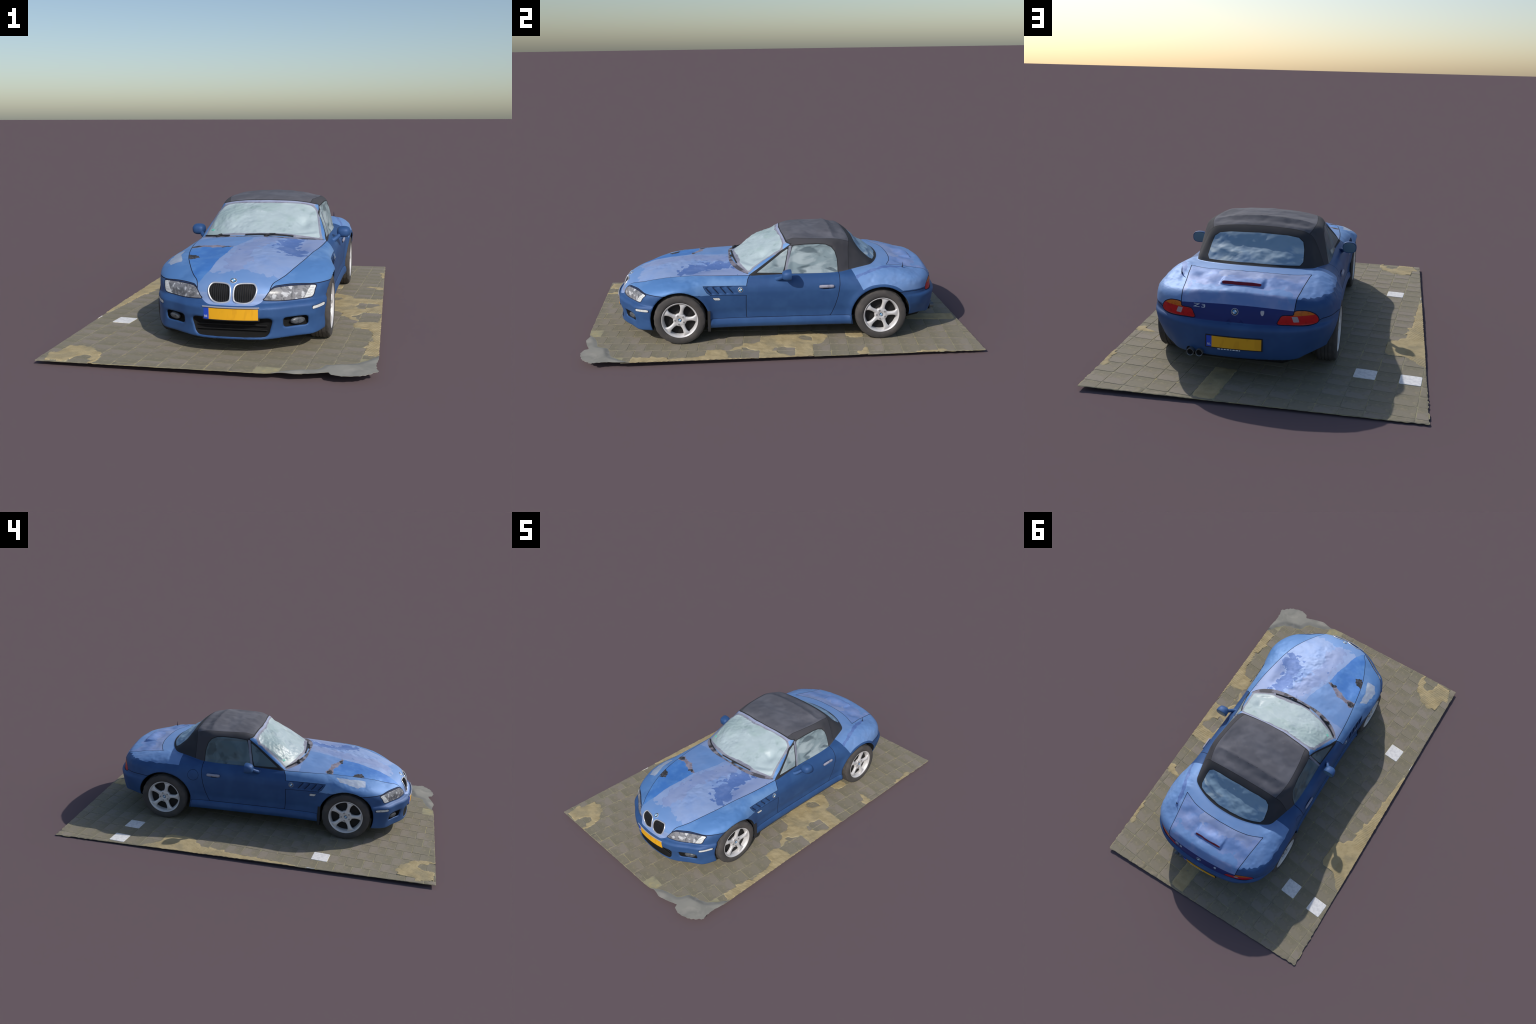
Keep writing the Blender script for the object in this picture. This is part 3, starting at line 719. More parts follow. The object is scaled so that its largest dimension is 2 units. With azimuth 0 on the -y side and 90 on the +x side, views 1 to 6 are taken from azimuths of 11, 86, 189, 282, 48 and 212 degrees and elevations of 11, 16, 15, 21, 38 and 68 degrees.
for i, k in enumerate(skin.kinds):
    base, _, coat = k.partition('|')
    for sgn in ((-1, 1) if base in paired else (0,)):
        m = (skin.lab == i) & ((np.sign(cx) == sgn) if sgn else True)
        if not m.any(): continue
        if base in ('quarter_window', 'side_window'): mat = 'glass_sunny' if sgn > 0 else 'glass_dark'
        else: mat = coat or look[base]
        parts.setdefault((base, sgn), []).append((mat, skin.T[m]))
child_of = {'windscreen_header': 'windscreen_frame', 'vent_panel': 'front_fender', 'side_marker': 'front_fender', 'fuel_flap': 'rear_fender', 'turn_signal': 'front_bumper',
            'brake_light': 'boot_lid', 'side_window': 'door', 'quarter_window': 'door', 'window_divider': 'door', 'roof_seam': 'soft_top', 'rear_window_seal': 'soft_top',
            'soft_top_rear': 'soft_top', 'rear_window': 'soft_top', 'grille': 'bonnet', 'windscreen_seal': 'windscreen_frame'}
made = {}
order = sorted(parts, key=lambda b: b[0] in child_of)
for base, sgn in order:
    groups = parts[(base, sgn)]
    T = np.concatenate([t for _, t in groups]); ids = np.concatenate([np.full(len(t), i) for i, (_, t) in enumerate(groups)])
    used, inv = np.unique(T, return_inverse=True); F = inv.reshape(T.shape)
    par = car
    if base in child_of:
        pb = child_of[base]
        par = made.get((pb, sgn)) or made.get((pb, 0)) or made.get((pb, -1 if base == 'fuel_flap' else 1)) or car
    made[(base, sgn)] = mesh_object(base, skin.V[used], F, [M[m] for m, _ in groups], par, ids, True, skin_N[used], 'stuff' if base == 'panel_gap' else None)
# ---------------------------------------------------------------- fitted parts
def add(name, VF, mat, parent=car, smooth=35, mats=None):
    return mesh_object(name, VF[0], VF[1], mats or M[mat], parent, None, smooth)

def twin(name, VF, mat, parents=(None, None), smooth=35):
    """The same part on both sides of the car."""
    V, F = VF
    out = []
    for s, p in zip((1, -1), parents):
        W = np.array(V) * (s, 1, 1)
        out.append(mesh_object(name, W, F if s > 0 else [f[::-1] for f in F], M[mat], p or car, None, smooth))
    return out

doors = (made[('door', 1)], made[('door', -1)])
fenders = (made[('front_fender', 1)], made[('front_fender', -1)])

# chrome rings and slats of the twin grille
kid = rounded([(.0065,.250),(.011,.265),(.026,.2720),(.055,.2735),(.081,.271),(.0925,.256),(.0905,.236),(.079,.215),(.060,.205),(.034,.204),(.012,.210),(.0065,.225)], 6)
ring = np.array([hit((x, -.95, h), (0, 1, 0), f_body)[0] + (0, -.0015, 0) for x, h in kid])
for obj in twin('grille_ring', tube(ring, .0036, 10, closed=True), 'chrome', (made[('bonnet', 0)],) * 2, True): pass
slats = []
for x in np.linspace(.016, .082, 9):
    hs = [h for h in np.linspace(.206, .272, 34) if outline_sd(np.array([x]), np.array([h]), kid)[0] < -.003]
    P = [hit((x, -.95, h), (0, 1, 0), f_body)[0] + (0, .002, 0) for h in hs[::3] + hs[-1:]]
    slats.append(tube(P, .0013, 6))
twin('grille_slat', join(*slats), 'slat', (made[('bonnet', 0)],) * 2)

def roundel(name, pos, normal, r, up=(0, 0, 1), parent=car, turn=0):
    """Round badge: silver rim, black ring, quartered blue and white centre."""
    Mx = frame(pos, normal, up) @ Matrix.Rotation(turn, 4, 'Z')
    V, F, ids = [], [], []
    def disc(r0, r1, z, a0, a1, mid, n=8):
        b = len(V)
        for i in range(n + 1):
            a = a0 + (a1 - a0) * i / n
            for rr in (r0, r1): V.append((rr * math.cos(a), rr * math.sin(a), z - .25 * rr * rr / r))
        for i in range(n):
            F.append((b + 2 * i, b + 2 * i + 1, b + 2 * i + 3, b + 2 * i + 2)); ids.append(mid)
    h = .10 * r + .0006
    for q in range(4):
        disc(0.0001, .60 * r, h, q * math.pi / 2, (q + 1) * math.pi / 2, 0 if q % 2 else 1)
        disc(.60 * r, .90 * r, h, q * math.pi / 2, (q + 1) * math.pi / 2, 2)
        disc(.90 * r, r, h, q * math.pi / 2, (q + 1) * math.pi / 2, 3)
    n = 32; b = len(V)
    for i in range(n):
        a = 2 * math.pi * i / n
        V.append((r * math.cos(a), r * math.sin(a), h - .25 * r)); V.append((r * 1.02 * math.cos(a), r * 1.02 * math.sin(a), -.35 * r - .002))
    for i in range(n):
        j = (i + 1) % n; F.append((b + 2 * i, b + 2 * i + 1, b + 2 * j + 1, b + 2 * j)); ids.append(3)
    W, _ = xf((np.array(V), F), Mx)
    return mesh_object(name, W, F, [M['badge_blue'], M['badge_white'], M['badge_black'], M['badge_silver']], parent, ids, 40)

p, nrm_ = hit((0, -.781, .40), (0, 0, -1), f_body); roundel('emblem', p + nrm_ * .002, nrm_, .0135, (0, 1, .3), made[('bonnet', 0)])
for s, f in zip((1, -1), fenders):
    p, nrm_ = hit((s * .45, -.204, .278), (-s, 0, 0), f_body); roundel('emblem', p + nrm_ * .0012, nrm_, .0135, parent=f)
p, nrm_ = hit((.002, .95, .277), (0, -1, 0), f_body); roundel('emblem', p + nrm_ * .002, nrm_, .0135, parent=made[('boot_lid', 0)])
p, nrm_ = hit((-.101, .95, .2785), (0, -1, 0), f_body)
add('boot_lock', xf(prism(rounded([(-.006,.008),(0,.009),(.006,.008),(.0065,0),(.004,-.007),(0,-.0095),(-.004,-.007),(-.0065,0)], 3), -.004, .003), Matrix.Translation(p)), 'badge_silver', made[('boot_lid', 0)])

def lettering(name, body, size, pos, normal, mat, parent, depth=.0012, stretch=1.0):
    cu = bpy.data.curves.new(name, 'FONT'); cu.body = body; cu.size = size; cu.extrude = depth; cu.align_x = 'CENTER'; cu.align_y = 'CENTER'; cu.space_character = 1.15
    ob = bpy.data.objects.new(name, cu); bpy.context.collection.objects.link(ob)
    dg = bpy.context.evaluated_depsgraph_get(); me = bpy.data.meshes.new_from_object(ob.evaluated_get(dg))
    bpy.data.objects.remove(ob); bpy.data.curves.remove(cu)
    me.transform(frame(pos, normal) @ Matrix.Diagonal((stretch, 1, 1, 1))); me.materials.clear(); me.materials.append(M[mat].m)
    o = bpy.data.objects.new(name, me); bpy.context.collection.objects.link(o); o.parent = parent; return o
p, nrm_ = hit((.139, .95, .285), (0, -1, 0), f_body)
lettering('badge_lettering', 'Z3', .0185, p + nrm_ * .0012, nrm_, 'badge_silver', made[('boot_lid', 0)], stretch=2.3)

# number plates
def plate(name, y, sgn, h0, h1, parent, bend):
    """Slightly bent plate in a black holder; a blue band with small white letters on one end."""
    xs = np.linspace(-.1045, .1045, 15)
    yy = lambda x, o: y + sgn * (o - bend * (x / .1) ** 2)
    holder = loft([np.array([(x, yy(x, q), h) for q, h in ((0, h0 - .004), (.0035, h0 - .004), (.0035, h1 + .004), (0, h1 + .004))]) for x in np.linspace(-.109, .109, 15)])
    hold = add('number_plate', holder, 'plate_rim', car)
    edge = .084
    def slab(xa, xb, o):
        return loft([np.array([(x, yy(x, q), h) for q, h in ((.002, h0), (o, h0), (o, h1), (.002, h1))]) for x in np.linspace(xa, xb, 12)])
    left = sgn                                            # band on the reader's left
    a, b = sorted((left * -edge * sgn * sgn * (-1), left * .1045))
    band = sorted((left * edge, left * .1045)); field = sorted((left * edge, -left * .1045))
    add('plate_field', slab(*field, .0052), 'yellow', hold)
    add('plate_band', slab(*band, .0054), 'plate_blue', hold)
    bx = left * .0942
    lettering('plate_letters', 'NL', .013, (bx, yy(bx, .0058), h0 + .010), (0, sgn, 0), 'badge_white', hold, .0003, .8)
    return hold
fp = plate('number_plate', -.846, -1, .1455, .1875, made[('front_bumper', 0)], .010)
add('plate_top_rim', tube([(x, -.8505 + .010 * (x / .1) ** 2, .1925) for x in np.linspace(-.109, .109, 15)], .003, 8), 'plate_grey', fp)
rp = plate('number_plate', .842, 1, .1395, .1825, made[('rear_bumper', 0)], .005)
add('plate_caption', join(*[box((x, .8475, .1345), (w, .0012, .0035), .0003) for x, w in ((.055,.010),(.043,.007),(.032,.008),(.020,.009),(.009,.006),(-.002,.009),(-.014,.010),(-.024,.005))]), 'badge_white', rp)

# door handles
hp, hn = hit((.45, .231, .284), (-1, 0, 0), f_body)
def handle_ring(y, s):
    a = np.linspace(0, 2 * np.pi, 12, endpoint=False)
    return np.stack([hp[0] + .001 + .006 * s * np.cos(a) + .0035, np.full(12, y), .286 + .0085 * s * np.sin(a)], 1)
twin('door_handle', loft([handle_ring(y, s) for y, s in ((.193,.5),(.196,.85),(.205,1),(.235,.95),(.256,1),(.266,.85),(.269,.5))]), 'handle', doors, True)
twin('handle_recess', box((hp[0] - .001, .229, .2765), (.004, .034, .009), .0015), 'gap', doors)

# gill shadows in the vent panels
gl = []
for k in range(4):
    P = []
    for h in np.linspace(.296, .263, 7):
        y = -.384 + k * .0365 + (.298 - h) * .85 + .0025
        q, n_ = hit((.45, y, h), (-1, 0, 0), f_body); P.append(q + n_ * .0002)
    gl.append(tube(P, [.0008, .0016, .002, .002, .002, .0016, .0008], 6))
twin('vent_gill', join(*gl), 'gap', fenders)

# mud flaps
flap = rounded([(.298,.168),(.338,.172),(.346,.165),(.347,.10),(.343,.068),(.332,.058),(.298,.060)], 4)
twin('mud_flap', prism(flap, -.372, -.358), 'rubber', fenders)

# mirrors
def mirror_ring(y, cx_, ch, rx, rh, n=20, e=2.6):
    a = np.linspace(0, 2 * np.pi, n, endpoint=False); c_, s_ = np.cos(a), np.sin(a)
    return np.stack([cx_ + rx * np.sign(c_) * np.abs(c_) ** (2 / e), np.full(n, y), ch + rh * np.sign(s_) * np.abs(s_) ** (2 / e)], 1)
shell = loft([mirror_ring(*r) for r in ((.004,.355,.353,.006,.006),(.006,.356,.3535,.019,.015),(.013,.3575,.3545,.027,.0215),(.027,.358,.3555,.0315,.0255),(.042,.358,.356,.033,.0268),(.049,.358,.356,.032,.0258),(.0475,.358,.356,.030,.024))])
foot = tube([(.300,-.020,.318),(.314,-.016,.322),(.328,-.002,.332),(.342,.018,.345)], [.016,.0125,.0100,.010], 12, True, 1.0)
shells = twin('mirror_housing', join(shell, foot), 'paint', doors, 50)
twin('mirror_glass', loft([mirror_ring(y, .358, .356, .0275 * s, .0218 * s) for y, s in ((.047, 1.06), (.0492, 1.06), (.0496, .98))]), 'mirror', doors)

# wipers
def on_screen(x, h, off): 
    q, n_ = hit((x, -.6, h + .0), (0, 1, 0)); return q + n_ * off
def on_top(x, y, off):
    q, n_ = hit((x, y, .5), (0, 0, -1)); return q + n_ * off
for pts, piv in ((((-.268,-.165),(-.235,-.190),(-.195,-.212),(-.140,-.232)), (-.20,-.222)), (((-.065,-.236),(0,-.236),(.07,-.230),(.150,-.216)), (.030,-.243))):
    P = [on_top(x, y, .005) for x, y in pts]
    arm = [on_top(piv[0], piv[1], .003), on_top(piv[0] + .02, piv[1] + .006, .011), on_top(*pts[2], .009)]
    w = add('wiper', join(tube(P, .0035, 6), tube(arm, [.006, .004, .003], 6), xf(lathe([(0, .001), (0, .009), (.008, .008), (.010, .001)], 12), Matrix.Translation(on_top(*piv, -.002)) @ Matrix.Rotation(-math.pi / 2, 4, 'Y'))), 'rubber')
# inspection sticker in the corner of the windscreen
q, n_ = hit((-.238, -.4, .379), (0, 1, 0)); Mx = frame(q + n_ * .0012, n_)
add('windscreen_sticker', xf(box((0, 0, 0), (.017, .015, .0012), .0005), Mx), 'green')

# aerial stub, exhaust, fog lamps
q, n_ = hit((.262, .634, .5), (0, 0, -1))
add('aerial', join(tube([q - n_ * .002, q + (0, .004, .010), q + (0, .001, .030)], [.004, .0022, .0006], 8)), 'gap')
pipes = []
for x in (.134, .169):
    pipes.append(xf(lathe([(-.05, .0135), (.018, .0145), (.0195, .0138), (.0185, .0115), (.013, .0105), (.012, .0005)], 24), Matrix.Translation((x, .819, .1065)) @ Matrix.Rotation(math.pi / 2, 4, 'Z')))
add('exhaust_pipe', join(*pipes), 'exhaust')
add('exhaust_bore', join(*[xf(lathe([(.0135, .0105), (.0135, .0002)], 20), Matrix.Translation((x, .819, .1065)) @ Matrix.Rotation(math.pi / 2, 4, 'Z')) for x in (.134, .169)]), 'black')
add('exhaust_cutout', xf(prism(rounded([(-.034,.012),(0,.019),(.034,.012),(.038,-.006),(.034,-.016),(-.034,-.016),(-.038,-.006)], 5), -.03, .003), Matrix.Translation((.151, .812, .1065))), 'black')
def fog_ring(y, r): 
    a = np.linspace(0, 2 * np.pi, 20, endpoint=False); return np.stack([.242 + .026 * r * np.cos(a), y + .62 * (.026 * r * np.cos(a)), .130 + .0135 * r * np.sin(a)], 1)
twin('fog_light', loft([fog_ring(-.745, 1), fog_ring(-.758, 1), fog_ring(-.763, .8), fog_ring(-.765, .3)]), 'lamp', (made[('front_bumper', 0)],) * 2, True)
add('intake_bar', join(box((0, -.812, .118), (.27, .004, .005), .001), box((0, -.812, .100), (.27, .004, .004), .001)), 'grille', made[('front_bumper', 0)])

# pans under the body, coloured black to carry the under-car shadow
def pan_ring(y, w, h0): return np.array([(w, y, h0), (w + .045, y, h0 + .020), (w + .060, y, .092), (-w - .060, y, .092), (-w - .045, y, h0 + .020), (-w, y, h0)])
add('belly_pan', loft([pan_ring(*r) for r in ((-.365, .255, .062), (-.35, .265, .052), (0, .266, .050), (.345, .270, .052), (.36, .255, .062))]), 'black')
add('rear_undertray', loft([pan_ring(*r) for r in ((.655, .17, .060), (.68, .19, .050), (.74, .17, .055), (.775, .13, .075))]), 'black')

# ---------------------------------------------------------------- wheels
def tyre_mesh():
    pr = [(-.040,.088),(-.043,.094),(-.045,.104),(-.044,.116),(-.040,.124),(-.034,.1295)]
    for x0 in (-.026, -.012, .002, .016):
        pr += [(x0 - .004, .1310), (x0 + .007, .1310), (x0 + .0075, .1285), (x0 + .0095, .1285)]
    pr += [(.034,.1300),(.040,.1255),(.0435,.118),(.045,.107),(.0445,.100),(.042,.0945),(.038,.0905)]
    V, F = lathe(pr, 96); V = np.array(V)
    ang = np.arctan2(V[:, 2], V[:, 1]); rr = np.hypot(V[:, 1], V[:, 2])
    cut_ = (np.abs(V[:, 0]) > .018) & (rr > .1285) & (np.floor(ang / (2 * np.pi) * 48) % 2 == 0)
    V[:, 1:] *= np.where(cut_, .984, 1)[:, None]
    # side wall flattens a little on the ground
    return V, F
def rim_mesh():
    pr = [(-.036,.078),(-.02,.074),(.010,.076),(.026,.0805),(.0335,.0855),(.036,.0885),(.039,.0905),(.0425,.0925),(.0430,.0905),(.0405,.0875),(.036,.0845),(.030,.0820),(.018,.0790),(.0,.0755)]
    return lathe(pr[4:12] + [(.02, .0805), (.0, .077), (-.035, .076)], 80)
def spokes_mesh():
    pieces = []
    for k in range(5):
        a0 = math.radians(5 + 72 * k)
        rings = []
        for r, w, x, t in ((.016,.0150,.0325,.012),(.028,.0140,.0335,.013),(.036,.0104,.0335,.012),(.046,.0086,.0345,.012),(.056,.0088,.0360,.012),(.066,.0104,.0375,.012),(.074,.0134,.0378,.011),(.080,.0180,.0368,.010),(.0835,.0220,.0360,.009)):
            ring = []
            for u, q in ((-1,-1),(-1,-.25),(-.86,0),(-.4,.12),(0,.16),(.4,.12),(.86,0),(1,-.25),(1,-1)):
                ww = w * u; rad = math.sqrt(max(r * r - ww * ww * .6, 0)) if r > .07 else r
                ring.append((x + t * (q if q > -1 else -1), rad * math.cos(a0) - ww * math.sin(a0), rad * math.sin(a0) + ww * math.cos(a0)))
            rings.append(np.array(ring))
        pieces.append(loft(rings))
    hub = lathe([(.015,.033),(.030,.034),(.0335,.0325),(.0355,.028),(.0362,.017),(.0350,.0145),(.0345,.0005)], 48)
    return join(hub, *pieces)
def bolts_mesh():
    out = []
    for k in range(5):
        a = math.radians(41 + 72 * k)
        out.append(xf(lathe([(.030,.0042),(.0368,.0042),(.0370,.0030),(.0340,.0026),(.0338,.0002)], 12), Matrix.Translation((0, .0228 * math.cos(a), .0228 * math.sin(a)))))
    return join(*out)
brake = lathe([(.012,.083),(.015,.078),(.017,.060),(.016,.040),(.020,.033),(.021,.002)], 48)
barrel = lathe([(-.038,.0885),(-.038,.076),(-.0385,.002)], 48)
proto = {}
def shared(name, VF, mat, parent, smooth=35):
    if name in proto: o = proto[name].copy(); bpy.context.collection.objects.link(o); o.parent = parent
    else: o = proto[name] = mesh_object(name, VF[0], VF[1], M[mat], parent, None, smooth)
    return o
for sgn in (1, -1):
    for yc, xo in ((YF, .310), (YR, .323)):
        w = empty('wheel', car); w.location = (sgn * xo, yc, .1305)
        w.rotation_euler = (0, 0, 0 if sgn > 0 else math.pi)
        shared('tyre', tyre_mesh(), 'tyre', w)
        shared('rim', rim_mesh(), 'alloy', w)
        shared('rim_spokes', spokes_mesh(), 'alloy', w, 50)
        shared('wheel_bolts', bolts_mesh(), 'bolt', w)
        shared('brake_disc', join(brake, barrel), 'brake', w)
        hb = roundel('hub_cap', (.0352, 0, 0), (1, 0, 0), .0115, parent=w)
# ---------------------------------------------------------------- paving under the car
paving = empty('paving')
paving.location = (0, 0, .0158); paving.rotation_euler = (-.0065, -.0086, 0)
paving['label'] = 'rectangular patch of grey concrete pavers with drifted sand'
paving['category'] = 'paving'

PM = dict(
    paver=Mat('grey_concrete_paver', (140, 132, 114), .9),
    white=Mat('white_concrete_paver', (246, 244, 242), .85).blotch(60, .42, .62, (224, 222, 222), .8, detail=5).bump(160, .35, .002),
    sand=Mat('drifted_sand', (186, 168, 128), .95).blotch(20, .42, .62, (172, 154, 114), .8, detail=5).blotch(7, .5, .65, (158, 146, 116), .7).bump(240, .5, .002, detail=5),
    joint=Mat('mossy_joint_sand', (164, 157, 126), .95).blotch(8, .42, .58, (132, 128, 112), .9, detail=3).blotch(14, .52, .62, (184, 170, 124), .7).bump(200, .4, .002),
    lump=Mat('smooth_grey_spill', (154, 151, 141), .9).blotch(10, .44, .62, (140, 138, 129), .8, detail=3, dist=.6).blotch(18, .55, .68, (166, 160, 150), .6),
)
pm = PM['paver']
oi = pm.n('ObjectInfo')
pm.tint(pm.ramp(oi.outputs['Random'], .15, .95), (148, 138, 124), 1)
pm.blotch(13, .42, .62, (128, 122, 100), .7, detail=4).blotch(30, .52, .66, (166, 154, 128), .45, detail=5).blotch(45, .55, .7, (122, 113, 101), .5, detail=5)
pm.bump(150, .4, .002, detail=5)

PITCH, ANG, ORG = .0885, math.radians(-5.5), np.array([-.3995, .640])
U = np.array([math.cos(ANG), math.sin(ANG)]); W_ = np.array([-math.sin(ANG), math.cos(ANG)])
slab = np.array([(-.637,-.9985),(.20,-.9985),(.262,-.996),(.285,-.987),(.35,-1.0),(.40,-.988),(.464,-.967),(.476,-.990),(.513,-.999),(.556,-.994),(.586,-.980),(.612,-.960),(.634,-.938),(.639,-.915),(.631,-.877),(.637,-.80),(.637,-.4),(.637,.9985),(-.637,.9985)])
def slab_sd(P):
    x, y = P[:, 0], P[:, 1]
    torn = blob(P * (1, 1, 0), (.62, -.93, 0), (.10, .09, 1)) + .8 * blob(P * (1, 1, 0), (-.63, .93, 0), (.10, .14, 1)) + .35 * blob(P * (1, 1, 0), (.63, .9, 0), (.06, .14, 1))
    return np.maximum(np.maximum(np.abs(x) - .640, np.abs(y) - 1.0), outline_sd(x, y, slab) + (.0012 + .006 * torn) * vnoise(P * (1, 1, 0), .009, 5) + (.004 * torn) * vnoise(P * (1, 1, 0), .022, 6))

sand_patches = [rounded(p, 4) for p in (
    [(.40,.225),(.505,.180),(.56,.135),(.60,.120),(.66,.095),(.66,-.56),(.62,-.53),(.585,-.43),(.555,-.375),(.500,-.352),(.525,-.27),(.47,-.20),(.41,-.105),(.36,-.10),(.33,.1),(.35,.22)],
    [(.56,-.64),(.60,-.60),(.66,-.56),(.66,-.78),(.615,-.76)],
    [(.515,.425),(.60,.430),(.66,.40),(.62,.36),(.575,.385)],
    [(.36,.33),(.42,.40),(.42,.44),(.34,.42)],
    [(-.66,-.27),(-.617,-.22),(-.586,-.10),(-.592,-.005),(-.56,.10),(-.547,.199),(-.495,.275),(-.47,.36),(-.515,.424),(-.555,.42),(-.60,.476),(-.66,.47)],
    [(-.505,-.797),(-.565,-.802),(-.592,-.859),(-.63,-.92),(-.60,-.985),(-.52,-.985),(-.475,-.93),(-.44,-.955),(-.40,-.99),(-.40,-.90),(-.46,-.853)],
    [(.188,.973),(.2,.822),(.165,.715),(.093,.730),(.107,.813),(.130,.97),(.16,1.0)],
    [(.60,.80),(.635,.78),(.66,.66),(.62,.66)],
)]
bare_islands = [rounded(p, 4) for p in (
    [(.528,-.262),(.505,-.20),(.551,-.106),(.612,-.116),(.640,-.16),(.640,-.29),(.59,-.272)],
    [(.520,.000),(.528,.050),(.565,.064),(.608,.050),(.600,-.012),(.56,-.018)],
    [(.515,-.045),(.528,-.018),(.55,-.022),(.54,-.052)],
    [(.37,.115),(.385,.155),(.42,.165),(.44,.13),(.41,.10)],
)]
def sand_cover(P):
    """0 where pavers are bare, 1 under drifted sand."""
    s = np.full(len(P), .03)
    q = (P[:, :2] - ORG) @ np.stack([U, W_], 1) / PITCH; cell = np.round(q)           # drifts follow the paver edges
    blocky = (ORG + (cell + (q - cell) * .45) @ np.stack([U, W_]) * PITCH)
    P = np.c_[P[:, :2] * .35 + blocky * .65, P[:, 2]]
    for p in sand_patches: s = np.minimum(s, outline_sd(P[:, 0], P[:, 1], p))
    for p in bare_islands: s = np.maximum(s, -outline_sd(P[:, 0], P[:, 1], p))
    s = s + .008 * vnoise(P * (1, 1, 0), .03, 11) + .004 * vnoise(P * (1, 1, 0), .011, 12)
    return sstep(.005, -.005, s), s

spill = rounded([(.24,-1.03),(.285,-.978),(.35,-.945),(.42,-.930),(.45,-.880),(.50,-.862),(.56,-.842),(.60,-.800),(.66,-.74),(.70,-.90),(.66,-1.05),(.4,-1.06)], 4)
h = .005
gx, gy = np.meshgrid(np.arange(-.655, .6551, h), np.arange(-1.02, 1.0201, h), indexing='ij')
nx_, ny_ = gx.shape
P = np.stack([gx.ravel(), gy.ravel(), np.zeros(gx.size)], 1)
ii = np.arange(gx.size).reshape(nx_, ny_)
quad = np.stack([ii[:-1, :-1], ii[1:, :-1], ii[1:, 1:], ii[:-1, 1:]], -1).reshape(-1, 4)
bed = Skin(P, np.concatenate([quad[:, [0, 1, 2]], quad[:, [0, 2, 3]]]))
bed.mark(slab_sd, 'ground')
m = bed.lab == bed.kind('ground'); bed.T = bed.T[m]; bed.lab = bed.lab[m] * 0
bed.mark(lambda P: outline_sd(P[:, 0], P[:, 1], spill) + .004 * vnoise(P * (1, 1, 0), .02, 31), 'spill')
bed.mark(lambda P: sand_cover(P)[1], 'sand', ['body'])
def bed_height(P):
    cover = sand_cover(P)[0]
    x, y = P[:, 0], P[:, 1]
    z = -.0010 + .0003 * vnoise(P * (1, 1, 0), .02, 41)
    swept = np.sin((x * 1.0 + y * -.45) * 520 + 2.5 * vnoise(P * (1, 1, 0), .08, 45))
    ripple = swept * sstep(-.1, .4, vnoise(P * (1, 1, 0), .16, 47) + .25)
    z = z + cover * (.0030 + .0012 * fbm(P * (1, 1, 0), .03, 43) + .0009 * ripple)
    sp = sstep(.012, -.03, outline_sd(P[:, 0], P[:, 1], spill))
    z = z + sp * (.0055 + .003 * fbm(P * (1, 1, 0), .12, 51, 2) + .003 * np.exp(-((x - .50) / .05) ** 2 - ((y + .885) / .025) ** 2) - .002 * np.exp(-((x - .53) / .05) ** 2 - ((y + .845) / .02) ** 2))
    return z
used, inv = np.unique(bed.T, return_inverse=True); T = inv.reshape(bed.T.shape); BV = bed.V[used].copy()
BV[:, 2] = bed_height(BV)
THICK = .0015
def solid(V, T):
    """Give an open sheet an underside and edge walls."""
    n = len(V); B = V - (0, 0, THICK)
    e = np.concatenate([T[:, [0, 1]], T[:, [1, 2]], T[:, [2, 0]]]); key = np.sort(e, 1)
    u, idx, cnt_ = np.unique(key, axis=0, return_index=True, return_counts=True)
    be = e[idx[cnt_ == 1]]
    W = np.concatenate([np.stack([be[:, 1], be[:, 0], be[:, 0] + n], 1), np.stack([be[:, 1], be[:, 0] + n, be[:, 1] + n], 1)])
    return np.concatenate([V, B]), np.concatenate([T, T[:, ::-1] + n, W])
lab = bed.lab
for k, nm, mt in (('body', 'joint_sand', 'joint'), ('sand', 'drifted_sand', 'sand'), ('spill', 'smooth_spill', 'lump')):
    t = T[lab == bed.kind(k)]
    us, iv = np.unique(t, return_inverse=True)
    SV, ST = solid(BV[us], iv.reshape(t.shape))
    mesh_object(nm, SV, ST, PM[mt], paving, None, 60, None, 'stuff')

# pavers
rng = random.Random(4)
def paver_solid(poly, seed, n=5):
    """Clipped paver: chamfered slab with a slightly worn top."""
    p = np.array(poly); c_ = p.mean(0)
    inset = lambda d: c_ + (p - c_) * (1 - d / np.maximum(np.linalg.norm(p - c_, axis=1), .004))[:, None].clip(.2, 1)
    r_ = random.Random(seed)
    rings = [np.c_[q, np.full(len(q), z)] for q, z in ((p, -.0020), (p, -.0004), (inset(.0009), 0), (inset(.02), .0001))]
    return loft(rings)
def clip(poly, lim):
    for ax, s, l in ((0, 1, lim[0]), (0, -1, lim[0]), (1, 1, lim[1]), (1, -1, lim[1])):
        out = []
        for a, b in zip(poly, poly[1:] + poly[:1]):
            da, db = s * a[ax] - l, s * b[ax] - l
            if da <= 0: out.append(a)
            if da * db < 0: t = da / (da - db); out.append((a[0] + t * (b[0] - a[0]), a[1] + t * (b[1] - a[1])))
        poly = out
        if len(poly) < 3: return []
    return poly
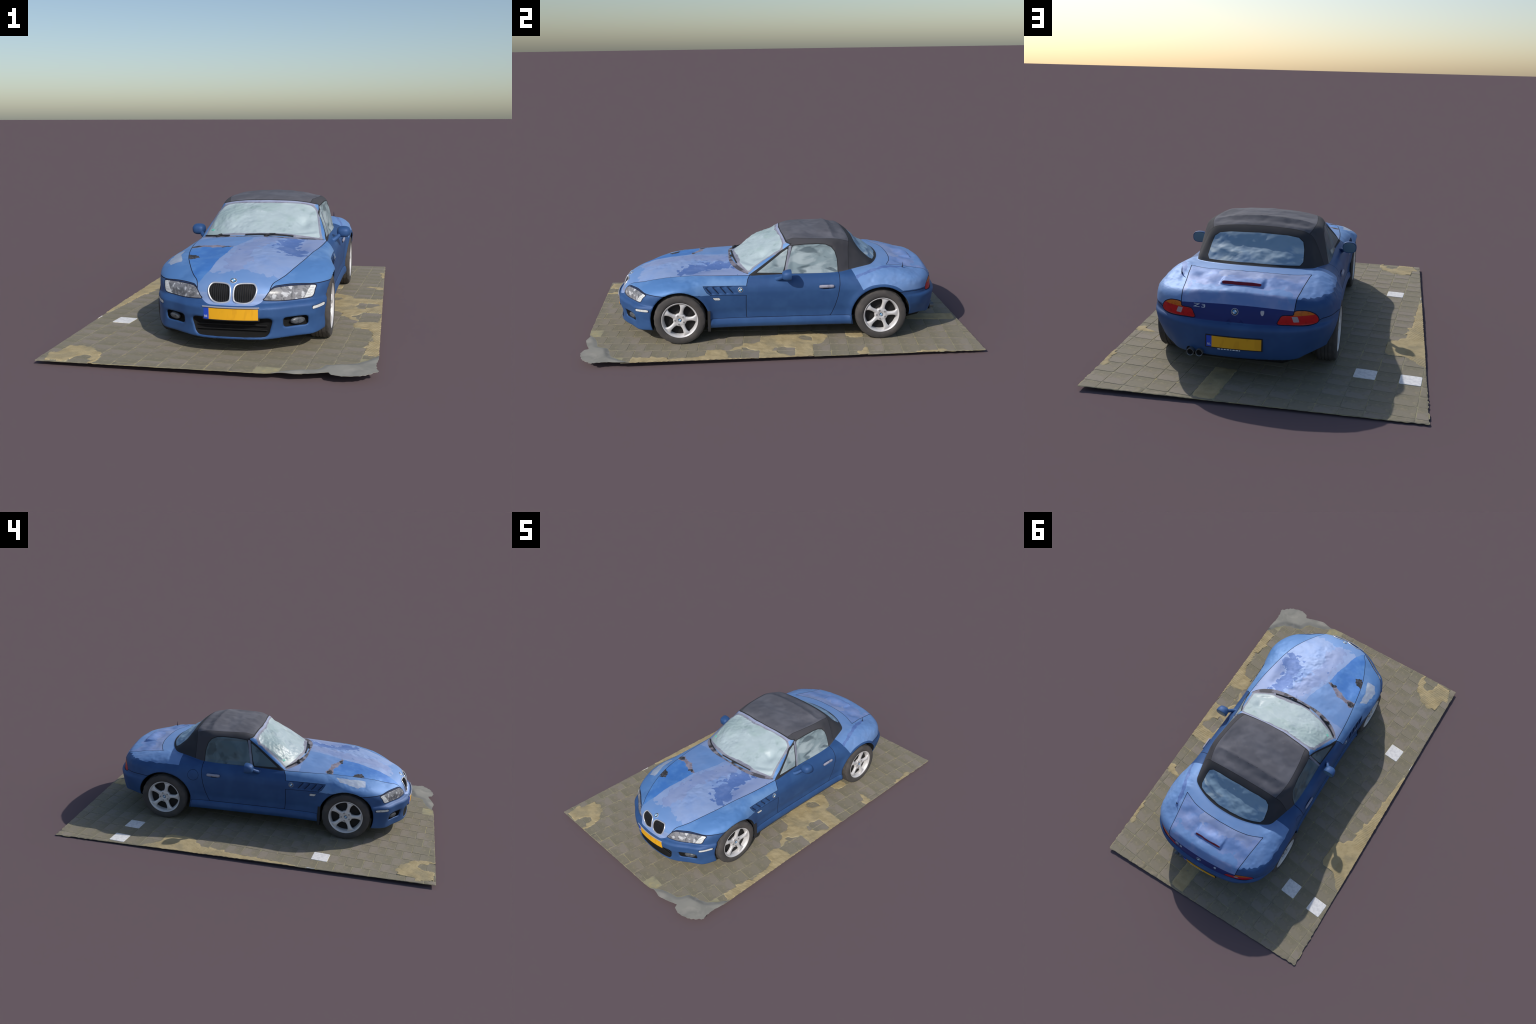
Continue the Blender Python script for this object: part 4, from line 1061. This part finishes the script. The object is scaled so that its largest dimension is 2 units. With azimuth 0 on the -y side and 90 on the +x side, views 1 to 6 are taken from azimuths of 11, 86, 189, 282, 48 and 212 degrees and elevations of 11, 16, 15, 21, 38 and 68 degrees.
def outline_of_cell(c_, su, sv, r_=None):
    pts = []
    for a, b in ((-1, -1), (1, -1), (1, 1), (-1, 1)):
        for q in ((a * .5 * su, b * (.5 * sv - .004)), (a * (.5 * su - .004), b * .5 * sv)) if a * b < 0 else ((a * (.5 * su - .004), b * .5 * sv), (a * .5 * su, b * (.5 * sv - .004))):
            pts.append(q)
    pts.sort(key=lambda q: math.atan2(q[1], q[0]))
    return [tuple(c_ + q[0] * U + q[1] * W_) for q in pts]
variants = []
cells = []
for i in range(-4, 15):
    for j in range(-22, 7):
        split = j < -9 and i % 2
        c_ = ORG + i * PITCH * U + (j + (.5 if split else 0)) * PITCH * W_
        cells.append((c_, i, j))
white = {(0, 0), (-2, 0), (0, -12), (-2, -12)}
count = 0; scraps = []
for c_, i, j in cells:
    su = sv = PITCH - rng.uniform(.0022, .0042)
    poly = clip(outline_of_cell(c_, su, sv), (.6355, .9965))
    if len(poly) < 3: continue
    pa = np.array(poly); area = .5 * abs(np.dot(pa[:, 0], np.roll(pa[:, 1], 1)) - np.dot(pa[:, 1], np.roll(pa[:, 0], 1)))
    ctr = pa.mean(0)
    pts4 = np.c_[pa, np.zeros(len(pa))]
    if (slab_sd(pts4) > .004).any() or outline_sd(ctr[:1], ctr[1:], spill)[0] < -.015: continue
    if area < .0030 and (i, j) not in white: scraps.append(poly); continue
    mat = PM['white'] if (i, j) in white else PM['paver']
    full = area > su * sv - .00004 and (i, j) not in white
    z = rng.uniform(-.0003, .0003)
    if full:
        if len(variants) < 8:
            lc = outline_of_cell(np.zeros(2), su, sv)
            o = mesh_object('paver', *paver_solid(lc, count), mat, paving, None, False); variants.append(o)
        else:
            o = variants[rng.randrange(8)].copy(); bpy.context.collection.objects.link(o)
        o.location = (c_[0], c_[1], z); o.rotation_euler = (rng.uniform(-.002, .002), rng.uniform(-.002, .002), rng.uniform(-.012, .012))
    else:
        VF = paver_solid([tuple(q - ctr) for q in pa], count)
        o = mesh_object('paver', *VF, mat, paving, None, False); o.location = (ctr[0], ctr[1], z + (.0012 if mat is PM['white'] else 0))
    count += 1
if scraps: mesh_object('paver_offcuts', *join(*[xf(paver_solid(p, 1), Matrix.Translation((0, 0, -.0002))) for p in scraps]), PM['paver'], paving, None, 30, None, 'stuff')
print('pavers', count)
# the lowest point of the patch rests on the ground
bpy.context.view_layer.update()
low = min((paving.matrix_world @ o.matrix_local @ Vector(b)).z for o in paving.children for b in o.bound_box)
print('lowest', low)
